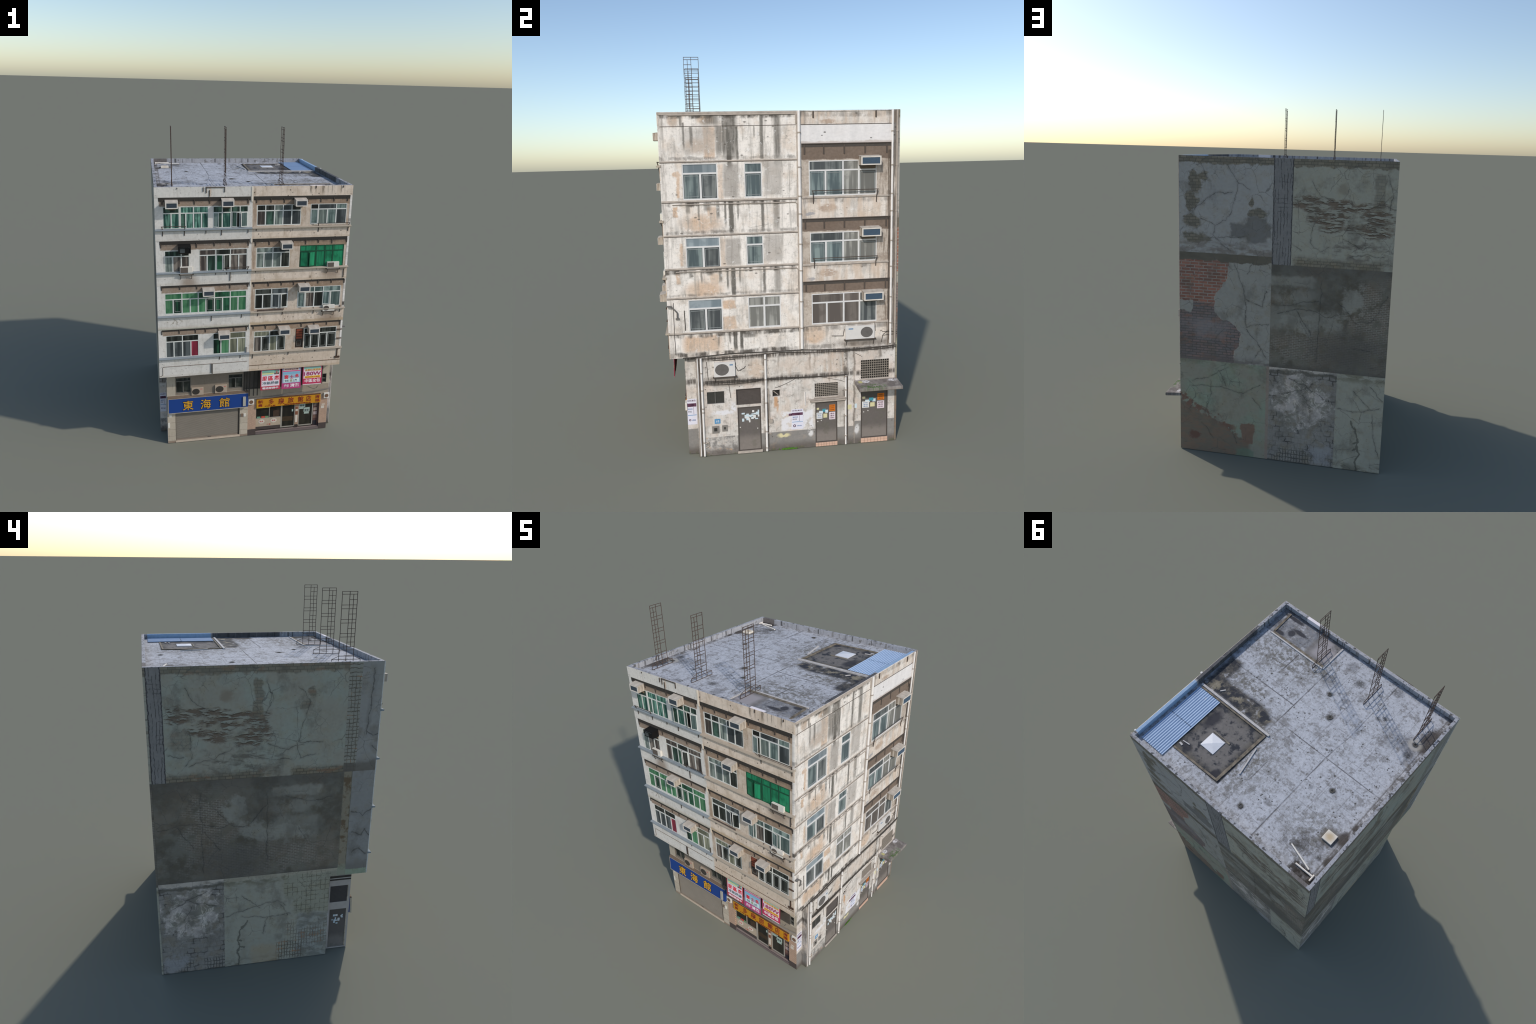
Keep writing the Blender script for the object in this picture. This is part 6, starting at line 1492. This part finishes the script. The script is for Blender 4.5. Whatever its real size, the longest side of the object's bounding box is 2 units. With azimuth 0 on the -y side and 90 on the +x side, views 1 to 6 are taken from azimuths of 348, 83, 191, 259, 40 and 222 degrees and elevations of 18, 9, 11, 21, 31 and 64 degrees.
m = Mesh(); m.box(SHOP, .270, .292, .0205, .045, -.0078, -.0070); m.build('kick_plate', plain('dark_foot', fr(54, 46, 44), 0.15), pw)
for a, b, c, d, col in ((.273, .288, .150, .162, cream), (.272, .288, .165, .180, plain('brown_label', fr(122, 78, 60), .2)), (.272, .288, .122, .145, bpy.data.materials['brown_label']), (.273, .288, .062, .118, cream)): sheet('label', SHOP, a, b, c, d, -.0078, col, pw)
for a, b, c, d in ((.300, .322, .172, .198), (.322, .340, .172, .198), (.300, .330, .158, .170), (.332, .372, .150, .166), (.330, .372, .134, .150), (.334, .368, .118, .132), (.248, .258, .145, .162)):
    sheet('notice', SHOP, a, b, c, d, -.0130, plain('greenish_note', fr(150, 172, 164), 0.12), building)
for a, c in ((.304, .176), (.336, .138)): lettering('lettering', '營業', SHOP, a, a + .03, c, c + .016, -.0120, .0005, ink['black'], building)
m = Mesh(); m.box(SHOP, .394, .4345, .018, .225, -.0135, -.0115); sp = m.build('shop_pier', plain('maroon_reveal', fr(86, 58, 54), 0.25), building)
for c, d, k in ((.172, .196, (96, 84, 78)), (.138, .160, (150, 130, 118)), (.106, .130, (158, 140, 140)), (.078, .100, (112, 80, 70)), (.024, .060, (40, 38, 46))): sheet('label', SHOP, .398, .424, c, d, -.0118, plain('pier_label_%d' % int(c * 1000), fr(*k), 0.25), sp)
m = Mesh(); m.box(SHOP, .0, .435, .0005, .0165, -.015, .0008); m.build('door_step', plain('purple_step', fr(104, 92, 92), 0.15), building)
m = Mesh(); m.box(SHOP, .0, .435, .0168, .0205, -.0145, -.003); m.build('door_step', plain('pale_step', fr(128, 114, 112), 0.15), building)
for a, b, c, d in ((.446, .468, .158, .178), (.450, .472, .184, .192)): sheet('notice', SHOP, a, b, c, d, 0, cream)
for a, b, c, d in ((-.564, -.548, .192, .212), (-.573, -.560, .115, .152)): sheet('notice', SHOP, a, b, c, d, 0, MAT['white'])
m = Mesh(); m.box(SHOP, -.083, -.068, .150, .172, 0, .004); m.build('meter_box', MAT['white'], building)
m = Mesh(); m.box(SHOP, -.101, -.085, .150, .172, 0, .003); m.build('meter_box', plain('brown_box', fr(120, 100, 84), .2), building)

# three advertising banners hanging from the overhang
BANNER = lambda u, v, d: (u, -.5365 - (0.51 - v) * 0.03 - d, v)
def banner(u0, u1, v0, v1, field, edge, rows):
    m = Mesh(); m.box(BANNER, u0, u1, v0, v1, -.003, -.0008)
    o = m.build('banner', plain('banner_backing', fr(84, 40, 42), 0.15), building)
    m = Mesh(); m.box(BANNER, u0 + .0006, u1 - .0006, v0 + .0006, v1 - .0006, -.001, 0.0)
    m.build('banner_border', plain('banner_%d' % int(u0 * 1000), fr(*edge), 0.08, rough=0.6), o)
    w, h = u1 - u0, v1 - v0
    s = Mesh(); s.box(BANNER, u0 + w * .05, u1 - w * .05, v0 + h * .18, v1 - h * .07, -.001, .0006); s.build('banner_field', plain('field_%d' % int(u0 * 1000), fr(*field), 0.12, 30), o)
    for kind, body, a, b, c, d, col in rows:
        k = 'print_%02x%02x%02x' % col
        mt = bpy.data.materials.get(k) or plain(k, fr(*col), 0.1)
        if kind == 'bar':
            s = Mesh(); s.box(BANNER, u0 + w * a, u0 + w * b, v0 + h * c, v0 + h * d, 0, .0010); s.build('banner_stripe', mt, o)
        else: lettering('lettering', body, BANNER, u0 + w * a, u0 + w * b, v0 + h * c, v0 + h * d, .0008, .0008, mt, o, .02)
R_, W_, K_, B_, Y_, P_, C_ = (200, 52, 68), (222, 214, 222), (92, 116, 126), (116, 160, 190), (222, 190, 50), (150, 52, 98), (150, 204, 200)
banner(.0115, .1410, .3700, .5190, (214, 204, 218), (176, 56, 78), [('bar', '', .07, .93, .80, .93, (132, 204, 190)), ('bar', '', .07, .66, .74, .86, (206, 204, 130)), ('bar', '', .08, .60, .69, .74, C_), ('bar', '', .68, .92, .72, .91, (88, 70, 66)), ('bar', '', .74, .88, .74, .90, (222, 200, 190)), ('text', '水', .77, .85, .76, .88, R_),
        ('text', '服', .09, .33, .45, .65, R_), ('text', '區', .39, .63, .45, .65, R_), ('text', '店', .70, .93, .46, .67, R_), ('text', '冷氣維修', .10, .92, .26, .40, K_), ('text', '電話服務中', .09, .90, .04, .14, W_)])
banner(.1500, .2770, .3675, .5190, (140, 176, 204), (150, 110, 150), [('bar', '', .05, .95, .80, .84, (200, 70, 120)), ('bar', '', .10, .88, .85, .96, (206, 186, 180)), ('text', '每日特價優惠', .14, .84, .87, .94, (150, 90, 84)), ('bar', '', .06, .94, .68, .78, (110, 170, 205)), ('bar', '', .10, .90, .30, .48, (190, 216, 222)),
        ('text', '套', .12, .36, .46, .65, R_), ('text', '士', .42, .62, .47, .64, (180, 70, 90)), ('text', '多', .68, .90, .46, .67, R_), ('text', '快送', .16, .36, .33, .43, K_), ('text', '上門', .58, .78, .32, .43, K_), ('bar', '', .42, .55, .32, .44, (214, 210, 160)), ('bar', '', 0.0, 1.0, .0, .27, (170, 64, 116)), ('text', '維修', .12, .38, .07, .22, (210, 190, 210)), ('text', '清潔', .44, .92, .07, .23, W_)])
banner(.2870, .4170, .3850, .5190, (216, 196, 206), (168, 46, 88), [('bar', '', .06, .94, .82, .94, (140, 196, 184)), ('text', '金牌優質服務', .12, .94, .72, .84, (196, 150, 70)), ('text', '180W', .07, .95, .48, .68, P_), ('bar', '', .12, .92, .35, .46, Y_), ('text', '特價優惠大酬賓', .14, .90, .37, .44, (190, 110, 60)), ('bar', '', .02, .98, .05, .33, (178, 54, 88)), ('text', '中區全包', .12, .92, .12, .30, W_), ('bar', '', .03, .97, -.005, .03, (206, 196, 206))])

# ================================================================== ROOF FITTINGS
# corrugated sheet, ridges along y
m = Mesh(); N = 120; c = []
for k in range(N + 1):
    x = .3425 + (.4885 - .3425) * k / N
    c.append((x, .0022 + .0014 * math.cos(2 * math.pi * 11 * k / N)))
for y0, y1, lift in ((.159, .357, 0.0), (.354, .558, .0007)):
    vs = [(x, y, Z_ROOF + h + lift + t) for y in (y0, y1) for t in (0, .0008) for x, h in c]
    n = N + 1; fs = []
    for k in range(N): fs += [(k, k + 1, 2 * n + k + 1, 2 * n + k), (n + k, 3 * n + k, 3 * n + k + 1, n + k + 1), (k, n + k, n + k + 1, k + 1), (2 * n + k, 2 * n + k + 1, 3 * n + k + 1, 3 * n + k)]
    fs += [(0, 2 * n, 3 * n, n), (n - 1, 2 * n - 1, 4 * n - 1, 3 * n - 1)]
    m.solid(vs, fs)
def draw_corr():
    p, x, y, z = coords()
    n, n2 = noise(p, 14, 4), noise(p, 70, 4)
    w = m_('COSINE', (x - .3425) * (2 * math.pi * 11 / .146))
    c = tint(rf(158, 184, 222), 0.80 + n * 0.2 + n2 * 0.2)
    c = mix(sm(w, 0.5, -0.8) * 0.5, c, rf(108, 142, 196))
    c = mix(cracks(x, y, [[(.35, .3565), (.49, .3565)]], .003) * sm(n2, .3, .5), c, rf(70, 90, 120))
    return c, n2
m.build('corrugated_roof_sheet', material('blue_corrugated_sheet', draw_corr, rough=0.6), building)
# roof light
m = Mesh()
a, b = (.162, .247), (.309, .394)
m.box(ROOF, a[0], a[1], b[0], b[1], -.001, .003)
sk = m.build('roof_light', plain('white_kerb', rf(214, 220, 236), 0.08), building)
m = Mesh(); q = [(a[0], b[0]), (a[1], b[0]), (a[1], b[1]), (a[0], b[1])]
m.solid([ROOF(*p, .0032) for p in q] + [ROOF((a[0] + a[1]) / 2, (b[0] + b[1]) / 2, .0080)], [(0, 3, 2, 1), (0, 1, 4), (1, 2, 4), (2, 3, 4), (3, 0, 4)])
m.build('pyramid_glass', plain('milky_glass', rf(208, 216, 234), 0.12, 40, rough=0.4), sk)
m = Mesh(); m.box(ROOF, .140, .161, .300, .304, -.001, .003); m.box(ROOF, .140, .250, .296, .300, -.001, .003); m.build('flashing', plain('mud_flashing', rf(128, 124, 116), .3), sk)
# kerbs
kerb = plain('weathered_kerb', rf(112, 107, 100), 1.2, 45); pale = plain('pale_kerb', rf(182, 184, 192), 0.35, 40)
def curb(pts, w, h, mat, name='roof_kerb'):
    m = Mesh()
    for (x0, y0), (x1, y1) in zip(pts, pts[1:]):
        d = Vector((x1 - x0, y1 - y0)); n = Vector((-d.y, d.x)).normalized() * (w / 2)
        c = [(x0 + n.x, y0 + n.y), (x1 + n.x, y1 + n.y), (x1 - n.x, y1 - n.y), (x0 - n.x, y0 - n.y)]
        m.solid([ROOF(*p, z) for z in (-.001, h) for p in c], [(0, 1, 2, 3), (7, 6, 5, 4), (0, 4, 5, 1), (1, 5, 6, 2), (2, 6, 7, 3), (3, 7, 4, 0)])
    return m.build(name, mat, building)
curb([(.493, .1385), (.028, .1385)], .012, .006, pale)
curb([(.480, .152), (.045, .152)], .009, .004, kerb); curb([(.0455, .150), (.0540, .484)], .015, .0045, kerb); curb([(.056, .4790), (.335, .4870)], .010, .0035, kerb)
curb([(.455, -.3500), (.092, -.3450)], .008, .0045, pale); curb([(.448, -.3610), (.092, -.3560)], .012, .0035, kerb)
curb([(.0905, -.345), (.0905, -.515)], .009, .0045, pale); curb([(.4475, -.368), (.4560, -.515)], .012, .0035, kerb)
curb([(.430, .150), (.412, .20)], .004, .002, pale, 'loose_lath'); curb([(.027, .232), (-.006, .384)], .007, .005, pale, 'loose_pipe'); curb([(.31, .455), (.33, .452)], .010, .003, pale, 'loose_lath'); curb([(.285, .43), (.325, .435)], .005, .003, pale, 'loose_lath'); curb([(.375, .085), (.392, .108)], .006, .003, pale, 'loose_lath')
m = Mesh()
m.tube(ROOF(-.417, .480, .004), ROOF(-.551, .519, .004), .0038, 8); m.tube(ROOF(-.489, .535, .004), ROOF(-.584, .533, .004), .0045, 8); m.tube(ROOF(-.584, .522, .004), ROOF(-.584, .556, .004), .004, 8)
m.build('loose_pipe', plain('white_pipe', rf(222, 222, 224), 0.1), building, smooth=True)
m = Mesh(); m.box(ROOF, -.552, -.4985, .3190, .3705, -.001, .010)
def draw_tank():
    p, x, y, z = coords()
    return mix(blob(*wander(x, y, .01, 40), -.525, .345, .02, .02, .8), rf(214, 214, 214), rf(186, 172, 150))
m.build('tank_lid', material('white_tank_lid', draw_tank, rough=0.6), building, bevel=.001)
m = Mesh()
for cx, cy, r in ((-.039, -.248, .010), (-.127, -.142, .012), (-.389, .159, .011), (-.121, .498, .011), (-.536, -.296, .010)): m.ring(ROOF, cx, cy, r * .55, r, -.001, .002, 16)
m.build('roof_drain', plain('drain_iron', rf(84, 84, 84), 0.25), building)

# rusty lattice masts: three flat frames of bars across the roof
def mast(x):
    m = Mesh(); t = .00115
    M = lambda u, v, d: (x + d, u, v)
    def bar(u0, v0, u1, v1):
        if abs(u0 - u1) < 1e-6: m.box(M, u0 - t, u0 + t, min(v0, v1), max(v0, v1), -t, t)
        elif abs(v0 - v1) < 1e-6: m.box(M, min(u0, u1) - t, max(u0, u1) + t, v0 - t, v0 + t, -t * .94, t * .94)
        else: m.tube(M(u0, v0, 0), M(u1, v1, 0), t * 1.1, 6)
    z0, top = Z_ROOF, 1.9985
    A, B, C_, I = -.4245, -.3865, -.3490, -.4055
    for u in (A, B, C_): bar(u, z0, u, top)
    bar(I, 1.741, I, 1.986)
    for z in (top, 1.9860, 1.9370, 1.9195, 1.8710, 1.8540, 1.8045, 1.7885, 1.7410, 1.7260, 1.6970): bar(A, z, C_, z)
    for z in (1.9610, 1.8955, 1.8275, 1.7640): bar(A, z, B, z)
    for z in (z0 + .0017, 1.6808): bar(-.4610, z, -.3130, z)
    for u, e in ((-.4610, A), (-.3130, C_)): bar(u, z0, u, 1.6808); bar(u, 1.6808, e, 1.6970)
    return m.build('lattice_mast', MAT['rust'], building)
for x in (-.5124, -.2044, .1333): mast(x)
